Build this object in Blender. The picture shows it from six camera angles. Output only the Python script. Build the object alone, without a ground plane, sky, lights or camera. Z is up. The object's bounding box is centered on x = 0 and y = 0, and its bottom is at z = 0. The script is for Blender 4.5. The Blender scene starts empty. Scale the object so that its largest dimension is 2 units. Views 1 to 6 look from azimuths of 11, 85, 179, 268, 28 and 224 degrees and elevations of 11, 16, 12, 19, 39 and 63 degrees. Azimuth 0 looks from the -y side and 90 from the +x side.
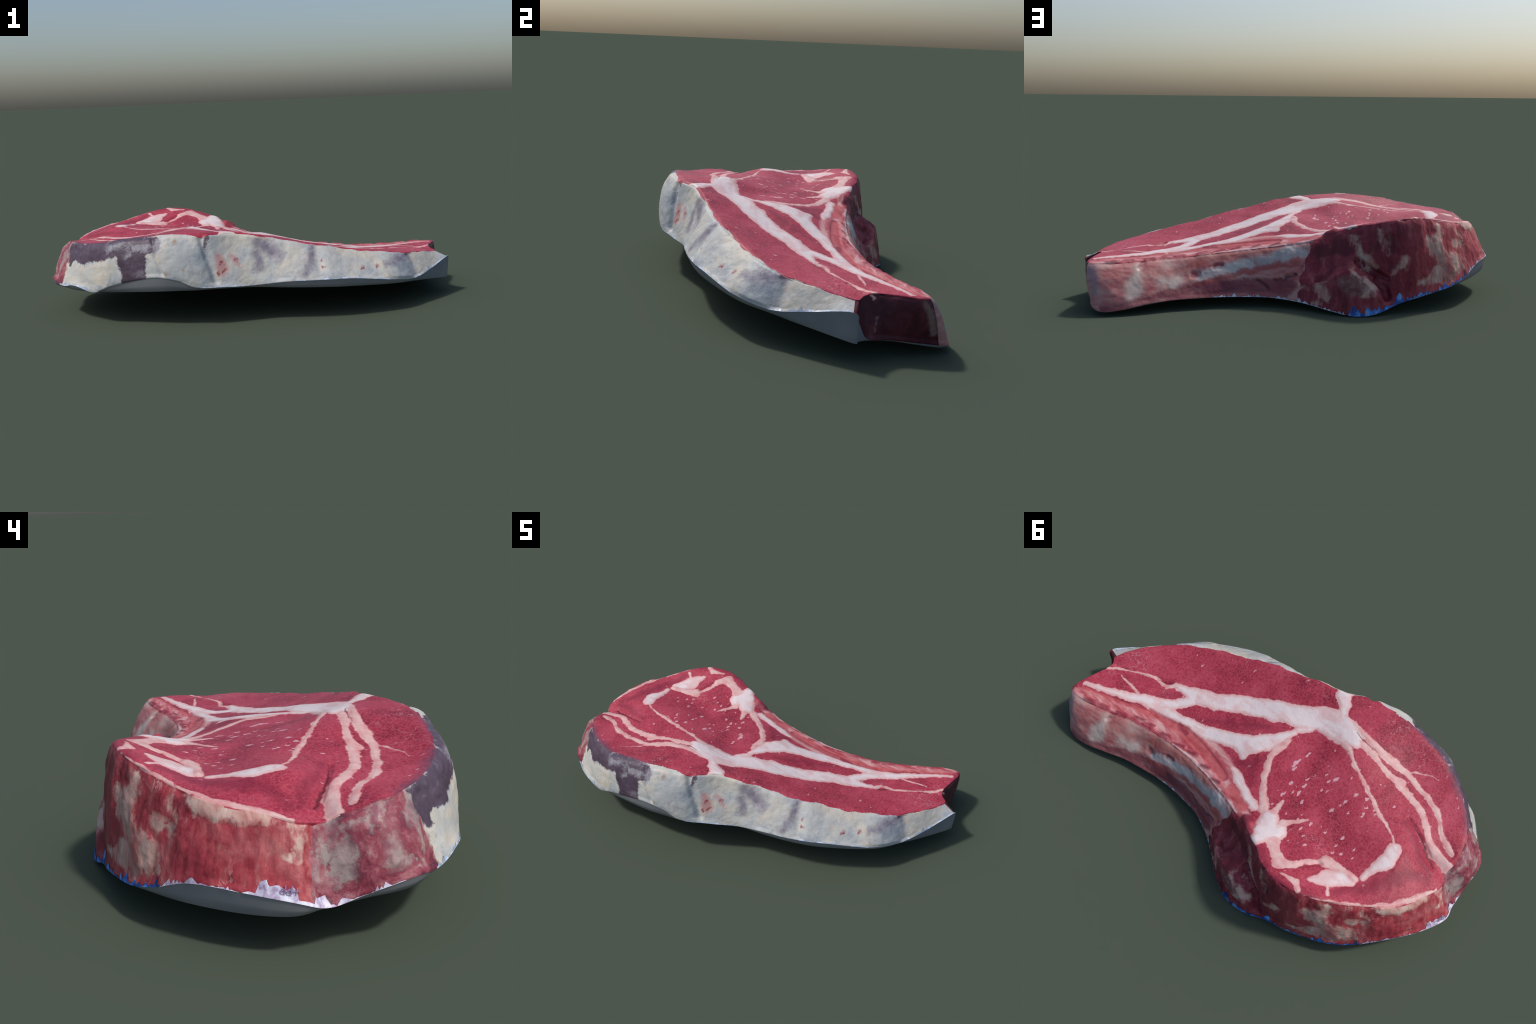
import bpy, bmesh, math, random
import numpy as np
from mathutils import noise as mnoise, Vector

# ---------------------------------------------------------------- outline
# The steak is a slab: a closed top rim (cut face), a closed lower rim and a
# wall between them.  One row per station, walked from the tip of the fat at
# the rib end, along the fat cap, round the thick end and back along the rib:
# top rim x y z, lower rim x y z, outward bulge of the wall, edge rounding.
STATIONS = [
    (0.933, 0.180, 0.217, 0.993, 0.165, 0.188, 0.000, 2),
    (0.870, 0.060, 0.238, 0.908, 0.020, 0.158, 0.003, 2),
    (0.775, -0.053, 0.255, 0.824, -0.100, 0.134, 0.005, 2),
    (0.660, -0.134, 0.278, 0.724, -0.224, 0.155, 0.009, 3),
    (0.520, -0.194, 0.304, 0.540, -0.335, 0.185, 0.013, 3),
    (0.393, -0.250, 0.331, 0.400, -0.388, 0.190, 0.014, 3),
    (0.255, -0.308, 0.363, 0.249, -0.415, 0.188, 0.012, 3),
    (0.100, -0.348, 0.399, 0.102, -0.430, 0.175, 0.002, 3),
    (-0.020, -0.382, 0.418, -0.020, -0.482, 0.178, 0.000, 3),
    (-0.117, -0.434, 0.422, -0.150, -0.537, 0.188, 0.014, 3),
    (-0.220, -0.462, 0.426, -0.230, -0.548, 0.220, 0.022, 4),
    (-0.318, -0.478, 0.426, -0.350, -0.556, 0.236, 0.024, 5),
    (-0.450, -0.478, 0.417, -0.538, -0.540, 0.198, 0.024, 7),
    (-0.570, -0.462, 0.398, -0.651, -0.518, 0.160, 0.022, 8),
    (-0.680, -0.427, 0.380, -0.760, -0.484, 0.182, 0.008, 9),
    (-0.770, -0.372, 0.370, -0.855, -0.412, 0.165, 0.002, 10),
    (-0.838, -0.298, 0.362, -0.940, -0.332, 0.183, 0.008, 10),
    (-0.875, -0.210, 0.350, -0.965, -0.205, 0.156, 0.026, 10),
    (-0.886, -0.125, 0.328, -0.982, -0.112, 0.134, -0.002, 8),
    (-0.914, -0.060, 0.330, -1.000, -0.030, 0.162, 0.002, 6),
    (-0.892, 0.030, 0.350, -0.962, 0.090, 0.176, 0.010, 6),
    (-0.846, 0.147, 0.364, -0.890, 0.216, 0.172, 0.010, 6),
    (-0.766, 0.244, 0.384, -0.812, 0.312, 0.128, 0.005, 7),
    (-0.668, 0.336, 0.412, -0.728, 0.383, 0.097, 0.008, 8),
    (-0.562, 0.410, 0.432, -0.590, 0.455, 0.072, 0.012, 9),
    (-0.460, 0.436, 0.426, -0.480, 0.490, 0.045, 0.012, 9),
    (-0.370, 0.424, 0.408, -0.370, 0.535, 0.008, 0.008, 9),
    (-0.285, 0.388, 0.387, -0.270, 0.545, 0.000, 0.006, 8),
    (-0.200, 0.352, 0.356, -0.170, 0.514, 0.015, 0.012, 7),
    (-0.083, 0.320, 0.305, -0.040, 0.440, 0.033, 0.016, 5),
    (0.050, 0.298, 0.278, 0.090, 0.395, 0.043, 0.016, 4),
    (0.155, 0.288, 0.261, 0.200, 0.390, 0.046, 0.014, 4),
    (0.268, 0.286, 0.246, 0.330, 0.401, 0.047, 0.012, 4),
    (0.380, 0.296, 0.234, 0.460, 0.435, 0.047, 0.010, 4),
    (0.464, 0.310, 0.225, 0.550, 0.463, 0.046, 0.006, 4),
    (0.600, 0.344, 0.220, 0.650, 0.508, 0.040, 0.016, 4),
    (0.720, 0.397, 0.218, 0.750, 0.545, 0.024, 0.022, 5),
    (0.830, 0.443, 0.221, 0.838, 0.556, 0.017, 0.020, 6),
    (0.908, 0.456, 0.220, 0.892, 0.520, 0.032, 0.012, 6),
    (0.928, 0.410, 0.224, 0.918, 0.420, 0.050, 0.013, 6),
    (0.910, 0.320, 0.231, 0.930, 0.320, 0.065, 0.015, 5),
    (0.900, 0.252, 0.230, 0.955, 0.229, 0.079, 0.003, 4),
    (0.911, 0.215, 0.222, 0.975, 0.192, 0.140, 0.000, 3),
]
SPINE = [(-0.66, 0.0), (-0.4, -0.03), (-0.1, -0.05), (0.2, 0.01), (0.5, 0.11), (0.82, 0.235)]
# heights of the cut face away from its rim
TOP_POINTS = [
    (-0.484, -0.319, 0.376), (-0.161, 0.0, 0.356), (-0.198, -0.002, 0.357), (-0.349, 0.018, 0.367),
    (-0.415, -0.073, 0.390), (-0.342, 0.134, 0.352), (-0.672, 0.178, 0.372), (-0.728, -0.029, 0.389),
    (-0.785, -0.112, 0.350), (0.479, 0.173, 0.240), (0.479, 0.086, 0.252), (0.622, 0.091, 0.242),
    (0.730, 0.015, 0.252), (0.582, -0.031, 0.263), (0.388, 0.213, 0.250), (0.159, 0.155, 0.292),
    (0.047, 0.077, 0.334), (-0.194, 0.290, 0.340), (-0.245, -0.218, 0.414), (0.2, -0.05, 0.312), (-0.5, 0.17, 0.354), (-0.12, -0.12, 0.364), (-0.034, -0.24, 0.382), (0.007, -0.104, 0.357),
    (-0.068, -0.366, 0.418), (-0.616, -0.438, 0.380),
]
UNDER_POINTS = [
    (-0.735, 0.388, 0.09), (-0.33, 0.547, 0.0), (0.84, 0.55, 0.015), (0.966, 0.229, 0.07), (0.839, -0.111, 0.118),
    (0.1, -0.432, 0.163), (-0.149, -0.53, 0.172), (-0.65, -0.5, 0.157), (-0.93, -0.32, 0.15), (-1.0, -0.03, 0.12),
    (-0.4, 0.15, 0.12), (-0.3, 0.35, 0.09), (-0.1, -0.2, 0.16), (0.2, 0.1, 0.105), (0.6, 0.25, 0.085), (0.78, 0.34, 0.07), (-0.6, -0.2, 0.15),
]
AROUND, TOP_ROWS, WALL_ROWS, UNDER_ROWS = 1100, 120, 64, 16


def smooth(a, b, x):
    t = np.clip((x - a) / (b - a), 0, 1)
    return t * t * (3 - 2 * t)


def closed_curve(rows, count):
    """Catmull-Rom through a closed list of rows, evenly spaced along its length."""
    p = np.array(rows, float)
    n = len(p)
    fine = []
    for i in range(n):
        a, b, c, d = p[i - 1], p[i], p[(i + 1) % n], p[(i + 2) % n]
        for t in np.linspace(0, 1, 40, endpoint=False):
            fine.append(0.5 * (2 * b + (c - a) * t + (2 * a - 5 * b + 4 * c - d) * t * t + (3 * b - a - 3 * c + d) * t ** 3))
    fine = np.array(fine)
    mid = 0.5 * (fine[:, 0:3] + fine[:, 3:6])
    step = np.linalg.norm(np.diff(np.vstack([mid, mid[:1]]), axis=0), axis=1)
    s = np.concatenate([[0], np.cumsum(step)])
    loop = np.vstack([fine, fine[:1]])
    want = np.linspace(0, s[-1], count, endpoint=False)
    return np.stack([np.interp(want, s, loop[:, k]) for k in range(p.shape[1])], 1)


def thin_plate(points, smoothing=0.0):
    """Height function z(x, y) through scattered points."""
    p = np.array(points, float)
    n = len(p)

    def kernel(d2):
        return 0.5 * d2 * np.log(d2 + 1e-12)

    k = kernel(((p[:, None, :2] - p[None, :, :2]) ** 2).sum(-1)) + smoothing * np.eye(n)
    q = np.c_[np.ones(n), p[:, :2]]
    w = np.linalg.solve(np.block([[k, q], [q.T, np.zeros((3, 3))]]), np.r_[p[:, 2], 0, 0, 0])

    def height(x, y):
        x, y = np.asarray(x, float), np.asarray(y, float)
        out = w[n] + w[n + 1] * x + w[n + 2] * y
        for i in range(n):
            out = out + w[i] * kernel((x - p[i, 0]) ** 2 + (y - p[i, 1]) ** 2)
        return out

    return height


def blur_loop(v, sigma):
    n = len(v)
    r = int(4 * sigma)
    w = np.exp(-0.5 * (np.arange(-r, r + 1) / sigma) ** 2)
    w /= w.sum()
    return sum(w[k + r] * np.roll(v, k, axis=0) for k in range(-r, r + 1))


def chain_distance(x, y, chain):
    """Distance to a polyline of (x, y, radius), radius taken off."""
    best = np.full(np.shape(x), 9.0)
    for (ax, ay, ra), (bx, by, rb) in zip(chain[:-1], chain[1:]):
        dx, dy = bx - ax, by - ay
        h = np.clip(((x - ax) * dx + (y - ay) * dy) / (dx * dx + dy * dy + 1e-12), 0, 1)
        best = np.minimum(best, np.hypot(x - ax - h * dx, y - ay - h * dy) - (ra + (rb - ra) * h))
    return best


CLEFT = [(-0.90, -0.112, 0.016), (-0.83, -0.118, 0.012), (-0.785, -0.115, 0.010), (-0.72, -0.135, 0.004), (-0.62, -0.16, 0.0)]


def build_surface():
    ring = closed_curve(STATIONS, AROUND)
    top, low, bulge, rounding = ring[:, 0:3], ring[:, 3:6], ring[:, 6], ring[:, 7]
    face_height = thin_plate([s[:3] for s in STATIONS] + TOP_POINTS, 1e-4)
    under_height = thin_plate(UNDER_POINTS, 1e-3)

    sp = np.array(SPINE)
    s = np.concatenate([[0], np.cumsum(np.linalg.norm(np.diff(sp, axis=0), axis=1))])
    fine = np.linspace(0, s[-1], 400)
    spine = np.stack([np.interp(fine, s, sp[:, 0]), np.interp(fine, s, sp[:, 1])], 1)
    mid = 0.5 * (top[:, :2] + low[:, :2])
    near = ((mid[:, None] - spine[None]) ** 2).sum(-1).argmin(1).astype(float)
    near = blur_loop(near, AROUND / 60)
    heart = np.stack([np.interp(near, np.arange(400), spine[:, 0]), np.interp(near, np.arange(400), spine[:, 1])], 1)

    tangent = np.roll(low, -3, 0) - np.roll(low, 3, 0)
    out = np.stack([tangent[:, 1], -tangent[:, 0]], 1)
    out /= np.linalg.norm(out, axis=1)[:, None]
    centre = heart - mid
    out *= -np.sign((out * centre).sum(1))[:, None]
    out = blur_loop(out, 6)
    out /= np.linalg.norm(out, axis=1)[:, None]

    rows = []
    # cut face, from the spine out to the rim
    residual = top[:, 2] - face_height(top[:, 0], top[:, 1])
    for t in np.linspace(0, 1, TOP_ROWS):
        xy = heart + (top[:, :2] - heart) * t
        z = face_height(xy[:, 0], xy[:, 1]) + residual * t ** 10
        d = chain_distance(xy[:, 0], xy[:, 1], CLEFT)
        z = z - 0.011 * smooth(0.030, -0.014, d) * smooth(-0.62, -0.80, xy[:, 0])
        rows.append(np.c_[xy, z])
    # wall
    for t in np.linspace(0, 1, WALL_ROWS + 1)[1:]:
        x = top[:, 0] + (low[:, 0] - top[:, 0]) * t
        # the lump of meat low on the back steps out of a steeper wall
        edge = np.interp(x, [-0.47, -0.41, -0.33, -0.25, -0.18, -0.10, 0.0], [1.0, 0.78, 0.50, 0.33, 0.42, 0.52, 0.6])
        lump = smooth(-0.46, -0.40, x) * smooth(0.0, -0.16, x) * (top[:, 1] > 0.2)
        g = t + lump * (0.52 * t + 0.48 * smooth(edge - 0.05, edge + 0.16, t) - t)
        p = top + (low - top) * np.c_[g, g, np.full(AROUND, t)]
        b = bulge * 1.2 * abs(math.sin(math.pi * t ** 0.7)) ** 0.7
        p[:, :2] += out * b[:, None]
        rows.append(p)
    # underside
    for t in np.linspace(0, 1, UNDER_ROWS + 1)[1:] ** 2:
        xy = low[:, :2] + (heart - low[:, :2]) * t
        hull = np.minimum(under_height(xy[:, 0], xy[:, 1]), low[:, 2] + 0.4 * t)
        k = smooth(0, 0.03, np.float64(t))
        rows.append(np.c_[xy, low[:, 2] * (1 - k) + np.maximum(hull, 0.002) * k])
    p = np.array(rows)
    # round the edge between cut face and wall
    edge_row = TOP_ROWS - 1
    index = np.arange(len(p))[:, None]
    for _ in range(40):
        weight = 0.5 * np.clip(1 - np.abs(index - edge_row) / (rounding[None] * 1.0 + 0.5), 0, 1) ** 0.5
        avg = 0.5 * (np.roll(p, 1, 0) + np.roll(p, -1, 0))
        avg[0], avg[-1] = p[0], p[-1]
        p = p + (avg - p) * weight[..., None]
    return p, out

# ---------------------------------------------------------------- markings
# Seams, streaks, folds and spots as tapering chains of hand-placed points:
# (x, y, radius) on the cut face, (x, y, z, radius) on the walls.
FACE_FAT = {
    "main_seam": [(0.59, 0.08, 0.0146), (0.497, 0.058, 0.0372), (0.379, 0.012, 0.048), (0.266, -0.063, 0.0474), (0.139, -0.123, 0.0521), (0.126, -0.136, 0.0466), (0.041, -0.172, 0.0516), (-0.028, -0.221, 0.0567), (-0.104, -0.262, 0.0536), (-0.183, -0.269, 0.0372), (-0.236, -0.28, 0.0143)],
    "outer_seam": [(-0.169, -0.3, 0.0106), (-0.244, -0.295, 0.014), (-0.352, -0.291, 0.0157), (-0.427, -0.304, 0.0182), (-0.479, -0.316, 0.0147), (-0.548, -0.303, 0.0122), (-0.532, -0.302, 0.013), (-0.608, -0.3, 0.0116), (-0.672, -0.285, 0.0116), (-0.725, -0.259, 0.0092), (-0.762, -0.226, 0.0082), (-0.802, -0.206, 0.0137), (-0.845, -0.191, 0.0127)],
    "inner_seam": [(-0.2, -0.252, 0.0305), (-0.267, -0.259, 0.0227), (-0.34, -0.256, 0.0132), (-0.433, -0.25, 0.0132), (-0.494, -0.259, 0.0188), (-0.494, -0.247, 0.015), (-0.562, -0.246, 0.015), (-0.641, -0.232, 0.0149), (-0.701, -0.198, 0.0173), (-0.741, -0.16, 0.0157), (-0.792, -0.149, 0.0236), (-0.869, -0.14, 0.0222), (-0.91, -0.144, 0.0124)],
    "eye_seam": [(-0.198, -0.214, 0.0217), (-0.255, -0.191, 0.0086), (-0.304, -0.166, 0.0067), (-0.363, -0.146, 0.0076), (-0.416, -0.133, 0.0076), (-0.428, -0.127, 0.0072), (-0.482, -0.102, 0.0088), (-0.528, -0.085, 0.0112), (-0.589, -0.067, 0.0056), (-0.637, -0.053, 0.0047), (-0.664, -0.032, 0.0071)],
    "eye_patch": [(-0.685, -0.013, 0.03), (-0.695, 0.045, 0.0344), (-0.681, 0.095, 0.0208), (-0.674, 0.163, 0.0118)],
    "rim_branch": [(-0.099, -0.306, 0.0217), (-0.076, -0.341, 0.026), (-0.051, -0.362, 0.0298), (-0.035, -0.369, 0.0326), (-0.03, -0.4, 0.0384)],
    "lens_seam": [(-0.004, -0.1, 0.0169), (0.02, -0.037, 0.0321), (0.049, 0.017, 0.0454), (0.099, 0.085, 0.0484), (0.073, 0.125, 0.0192)],
    "lens_tail": [(0.11, 0.075, 0.0431), (0.197, 0.112, 0.0383), (0.283, 0.152, 0.036), (0.363, 0.17, 0.0279), (0.445, 0.188, 0.0229), (0.524, 0.204, 0.0287), (0.606, 0.229, 0.0289)],
    "rib_line": [(0.475, 0.077, 0.0285), (0.518, 0.157, 0.0257), (0.614, 0.223, 0.0289), (0.695, 0.272, 0.022), (0.775, 0.322, 0.0169), (0.84, 0.356, 0.0138), (0.908, 0.389, 0.0097)],
    "eye_edge": [(-0.008, -0.044, 0.0238), (-0.018, 0.051, 0.0157), (-0.059, 0.121, 0.0148), (-0.105, 0.174, 0.0147), (-0.139, 0.207, 0.0154), (-0.178, 0.238, 0.0229)],
    "wedge_edge": [(0.066, 0.199, 0.0135), (0.022, 0.209, 0.0214), (-0.031, 0.228, 0.0189), (-0.086, 0.246, 0.0218), (-0.148, 0.258, 0.0185)],
    "joint_fat": [(-0.23, 0.25, 0.0407), (-0.259, 0.295, 0.0571), (-0.296, 0.272, 0.0435), (-0.266, 0.364, 0.0332)],
    "joint_spike": [(-0.22, 0.223, 0.0184), (-0.208, 0.183, 0.011), (-0.204, 0.157, 0.0062)],
    "joint_spur": [(-0.283, 0.231, 0.0213), (-0.3, 0.189, 0.0109), (-0.342, 0.135, 0.0048)],
    "joint_foot": [(-0.319, 0.314, 0.0298), (-0.362, 0.348, 0.0224), (-0.411, 0.365, 0.0293), (-0.461, 0.322, 0.0117), (-0.512, 0.227, 0.0083)],
    "tear_white": [(-0.544, 0.326, 0.0128), (-0.576, 0.271, 0.0358), (-0.621, 0.229, 0.036), (-0.664, 0.208, 0.013)],
    "tear_flap": [(-0.526, 0.219, 0.0265), (-0.58, 0.201, 0.019), (-0.659, 0.188, 0.013)],
    "end_rim": [(-0.583, 0.404, 0.0037), (-0.669, 0.329, 0.006), (-0.772, 0.226, 0.0053), (-0.822, 0.167, 0.0115), (-0.872, 0.071, 0.0116), (-0.907, -0.032, 0.0119)],
    "tail_seam": [(0.592, 0.079, 0.0156), (0.616, 0.117, 0.0084), (0.676, 0.126, 0.0094), (0.741, 0.149, 0.0063), (0.806, 0.184, 0.0048), (0.859, 0.224, 0.0059), (0.896, 0.258, 0.0108)],
    "tail_vein": [(0.814, 0.241, 0.0043), (0.746, 0.237, 0.0053), (0.664, 0.239, 0.0063)],
    "cap_vein": [(-0.479, -0.316, 0.0052), (-0.505, -0.348, 0.0037), (-0.543, -0.367, 0.0023), (-0.566, -0.378, 0.0015), (-0.597, -0.392, 0.0015)],
    "rim_white": [(0.37, 0.296, 0.008), (0.231, 0.281, 0.0089), (0.113, 0.297, 0.0097), (0.032, 0.304, 0.0153), (-0.04, 0.315, 0.0163), (-0.095, 0.335, 0.0187)],
    "tear_left": [(-0.46, 0.398, 0.0069), (-0.516, 0.376, 0.0126), (-0.555, 0.399, 0.0092)],
    "tear_left2": [(-0.604, 0.292, 0.0082), (-0.633, 0.319, 0.0069)],
    "seam_knee": [(-0.085, -0.224, 0.0483), (-0.166, -0.235, 0.0477), (-0.231, -0.249, 0.0422)],
    "seam_web": [(-0.006, -0.127, 0.0169), (-0.041, -0.168, 0.0193)],
}
FACE_RIB = {
    "rib_bed_inner": [(0.567, 0.232, 0.0225), (0.47, 0.196, 0.0266), (0.343, 0.186, 0.0304), (0.225, 0.173, 0.0321), (0.124, 0.187, 0.0231), (0.045, 0.211, 0.0166), (-0.014, 0.225, 0.0144)],
    "rib_bed": [(0.88, 0.449, 0.0371), (0.77, 0.382, 0.0321), (0.636, 0.319, 0.0361), (0.539, 0.283, 0.0402), (0.399, 0.254, 0.0438), (0.278, 0.242, 0.043), (0.159, 0.257, 0.0422), (0.047, 0.271, 0.0374), (-0.041, 0.294, 0.0436), (-0.137, 0.313, 0.0321)],
    "rib_red": [(0.889, 0.403, 0.0084), (0.77, 0.354, 0.0101), (0.656, 0.303, 0.0109), (0.573, 0.267, 0.0135)],
    "rib_marrow": [(0.585, 0.258, 0.0135), (0.469, 0.237, 0.0221), (0.376, 0.216, 0.0262), (0.272, 0.218, 0.028), (0.153, 0.234, 0.0274), (0.068, 0.247, 0.0229)],
    "rib_neck": [(0.008, 0.255, 0.0165), (-0.026, 0.266, 0.0219), (-0.107, 0.286, 0.0227)],
    "knob": [(-0.16, 0.319, 0.0293), (-0.193, 0.327, 0.0317)],
    "dark_spot": [(0.42, 0.214, 0.0132), (0.369, 0.216, 0.0153)],
    "nub0": [(0.837, 0.435, 0.0101), (0.797, 0.418, 0.0119)],
    "nub1": [(0.764, 0.401, 0.0101), (0.725, 0.384, 0.0118)],
    "nub2": [(0.673, 0.366, 0.01), (0.633, 0.35, 0.0117)],
    "nub3": [(0.597, 0.324, 0.0099), (0.557, 0.308, 0.0116)],
    "nub4": [(0.543, 0.317, 0.0098), (0.502, 0.301, 0.0115)],
    "nub5": [(0.442, 0.291, 0.0097), (0.4, 0.276, 0.0114)],
    "nub6": [(0.358, 0.28, 0.0096), (0.317, 0.266, 0.0112)],
    "nub7": [(0.279, 0.266, 0.0095), (0.239, 0.252, 0.0111)],
    "nub8": [(0.191, 0.273, 0.0093), (0.15, 0.26, 0.011)],
    "nub9": [(0.104, 0.286, 0.0092), (0.061, 0.275, 0.0108)],
}
FACE_CRACKS = {
    "crack": [(-0.208, -0.279, 0.0025), (-0.257, -0.275, 0.0041), (-0.313, -0.271, 0.0025)],
    "cleft": [(-0.627, -0.167, 0.0021), (-0.696, -0.149, 0.0032), (-0.755, -0.129, 0.0043), (-0.783, -0.118, 0.0054), (-0.831, -0.095, 0.0053)],
    "fold": [(0.686, 0.129, 0.0018), (0.642, 0.107, 0.0037), (0.619, 0.091, 0.0055)],
    "tailcrack": [(0.852, 0.207, 0.0028), (0.804, 0.174, 0.0014)],
}
FACE_DUSK = {
    "end_dark": [(-0.649, 0.28, 0.0228), (-0.734, 0.149, 0.0334), (-0.782, 0.016, 0.0312), (-0.849, -0.032, 0.0236)],
    "edge_dark": [(-0.47, 0.434, 0.0226), (-0.558, 0.402, 0.0199), (-0.621, 0.36, 0.0125)],
    "cleft_dark": [(-0.631, -0.146, 0.0213), (-0.702, -0.117, 0.0265), (-0.77, -0.084, 0.0264), (-0.833, -0.065, 0.0158)],
    "rib_root": [(0.063, 0.156, 0.0292), (0.014, 0.128, 0.0331), (-0.042, 0.183, 0.0246)],
    "rim_dark": [(-0.32, 0.379, 0.0205), (-0.394, 0.418, 0.0177)],
    "spindle": [(0.341, 0.103, 0.0175), (0.188, 0.006, 0.0257), (0.07, -0.059, 0.0127)],
    "tail": [(0.614, 0.165, 0.0181), (0.538, 0.112, 0.009)],
}
FAT_SIDE = {
    "dark_band": [(-0.778, -0.397, 0.318, 0.0497), (-0.588, -0.494, 0.354, 0.0475), (-0.464, -0.514, 0.375, 0.0467), (-0.349, -0.515, 0.391, 0.0377)],
    "dark_col": [(-0.441, -0.538, 0.329, 0.0717), (-0.436, -0.552, 0.272, 0.0716), (-0.443, -0.553, 0.229, 0.0592)],
    "dark_left": [(-0.813, -0.392, 0.272, 0.0228), (-0.797, -0.372, 0.331, 0.0364)],
    "split": [(-0.103, -0.428, 0.416, 0.0119), (-0.105, -0.457, 0.38, 0.0087), (-0.109, -0.474, 0.348, 0.0044)],
    "fold": [(0.122, -0.359, 0.359, 0.0216), (0.162, -0.364, 0.33, 0.0325), (0.204, -0.373, 0.297, 0.0271)],
    "fold_b": [(0.113, -0.377, 0.319, 0.0218), (0.114, -0.402, 0.251, 0.0219)],
    "fold2": [(0.359, -0.28, 0.33, 0.0164), (0.359, -0.323, 0.293, 0.0205), (0.337, -0.367, 0.252, 0.0205), (0.318, -0.39, 0.223, 0.0164)],
    "notch": [(0.766, -0.046, 0.255, 0.0127), (0.784, -0.055, 0.247, 0.0148)],
    "smear": [(0.784, -0.065, 0.239, 0.0211), (0.744, -0.119, 0.231, 0.0209), (0.701, -0.174, 0.222, 0.0166)],
    "pink": [(-0.068, -0.456, 0.316, 0.0192), (-0.052, -0.463, 0.27, 0.0275), (-0.029, -0.46, 0.241, 0.0248)],
    "pink2": [(-0, -0.42, 0.303, 0.0164), (0.027, -0.425, 0.261, 0.0137)],
    "red0": [(-0.057, -0.462, 0.279, 0.0066), (-0.051, -0.456, 0.283, 0.0066)],
    "red1": [(-0.06, -0.481, 0.234, 0.0066), (-0.054, -0.475, 0.238, 0.0066)],
    "red2": [(-0.033, -0.463, 0.239, 0.0055), (-0.026, -0.457, 0.244, 0.0055)],
    "red3": [(0.008, -0.423, 0.288, 0.0055), (0.015, -0.417, 0.293, 0.0055)],
    "red4": [(0.58, -0.273, 0.222, 0.0082), (0.585, -0.268, 0.224, 0.0082)],
    "red5": [(0.646, -0.215, 0.228, 0.0083), (0.65, -0.209, 0.23, 0.0083)],
    "red6": [(0.406, -0.322, 0.272, 0.0057), (0.411, -0.317, 0.274, 0.0057)],
    "red7": [(0.412, -0.348, 0.241, 0.0057), (0.416, -0.344, 0.243, 0.0057)],
    "brown0": [(-0.242, -0.503, 0.391, 0.0082), (-0.241, -0.505, 0.388, 0.0082)],
    "brown1": [(-0.201, -0.537, 0.28, 0.0083), (-0.201, -0.539, 0.275, 0.0083)],
    "brown2": [(-0.274, -0.555, 0.255, 0.005), (-0.274, -0.556, 0.249, 0.005)],
    "brown3": [(-0.286, -0.516, 0.386, 0.0044), (-0.285, -0.518, 0.382, 0.0044)],
    "warm1": [(-0.04, -0.403, 0.395, 0.0326), (-0.005, -0.4, 0.358, 0.0381)],
    "warm2": [(0.273, -0.32, 0.344, 0.0215), (0.273, -0.364, 0.285, 0.027), (0.211, -0.406, 0.224, 0.0218)],
    "warm3": [(0.286, -0.335, 0.319, 0.0205), (0.288, -0.362, 0.281, 0.0164)],
    "warm4": [(0.444, -0.248, 0.31, 0.0205), (0.511, -0.241, 0.285, 0.0247), (0.602, -0.193, 0.271, 0.0248)],
    "warm5": [(0.84, 0.001, 0.234, 0.0256), (0.92, 0.098, 0.21, 0.0261), (0.833, -0.077, 0.169, 0.0213)],
    "warm6": [(-0.708, -0.493, 0.232, 0.0352), (-0.582, -0.529, 0.267, 0.0344)],
    "cool1": [(-0.209, -0.513, 0.357, 0.0438), (-0.214, -0.546, 0.249, 0.0389), (-0.134, -0.52, 0.249, 0.0331)],
    "cool2": [(0.423, -0.295, 0.288, 0.0246), (0.445, -0.319, 0.256, 0.0246), (0.515, -0.293, 0.245, 0.0205)],
    "wisp": [(-0.549, -0.501, 0.364, 0.0086), (-0.493, -0.505, 0.382, 0.0119), (-0.418, -0.52, 0.376, 0.0084), (-0.347, -0.52, 0.384, 0.0101)],
    "wisp_b": [(-0.478, -0.534, 0.328, 0.0068), (-0.46, -0.53, 0.344, 0.0085)],
    "wisp_c": [(-0.343, -0.546, 0.33, 0.0117), (-0.328, -0.533, 0.361, 0.0133), (-0.316, -0.504, 0.406, 0.0117)],
}
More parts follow.
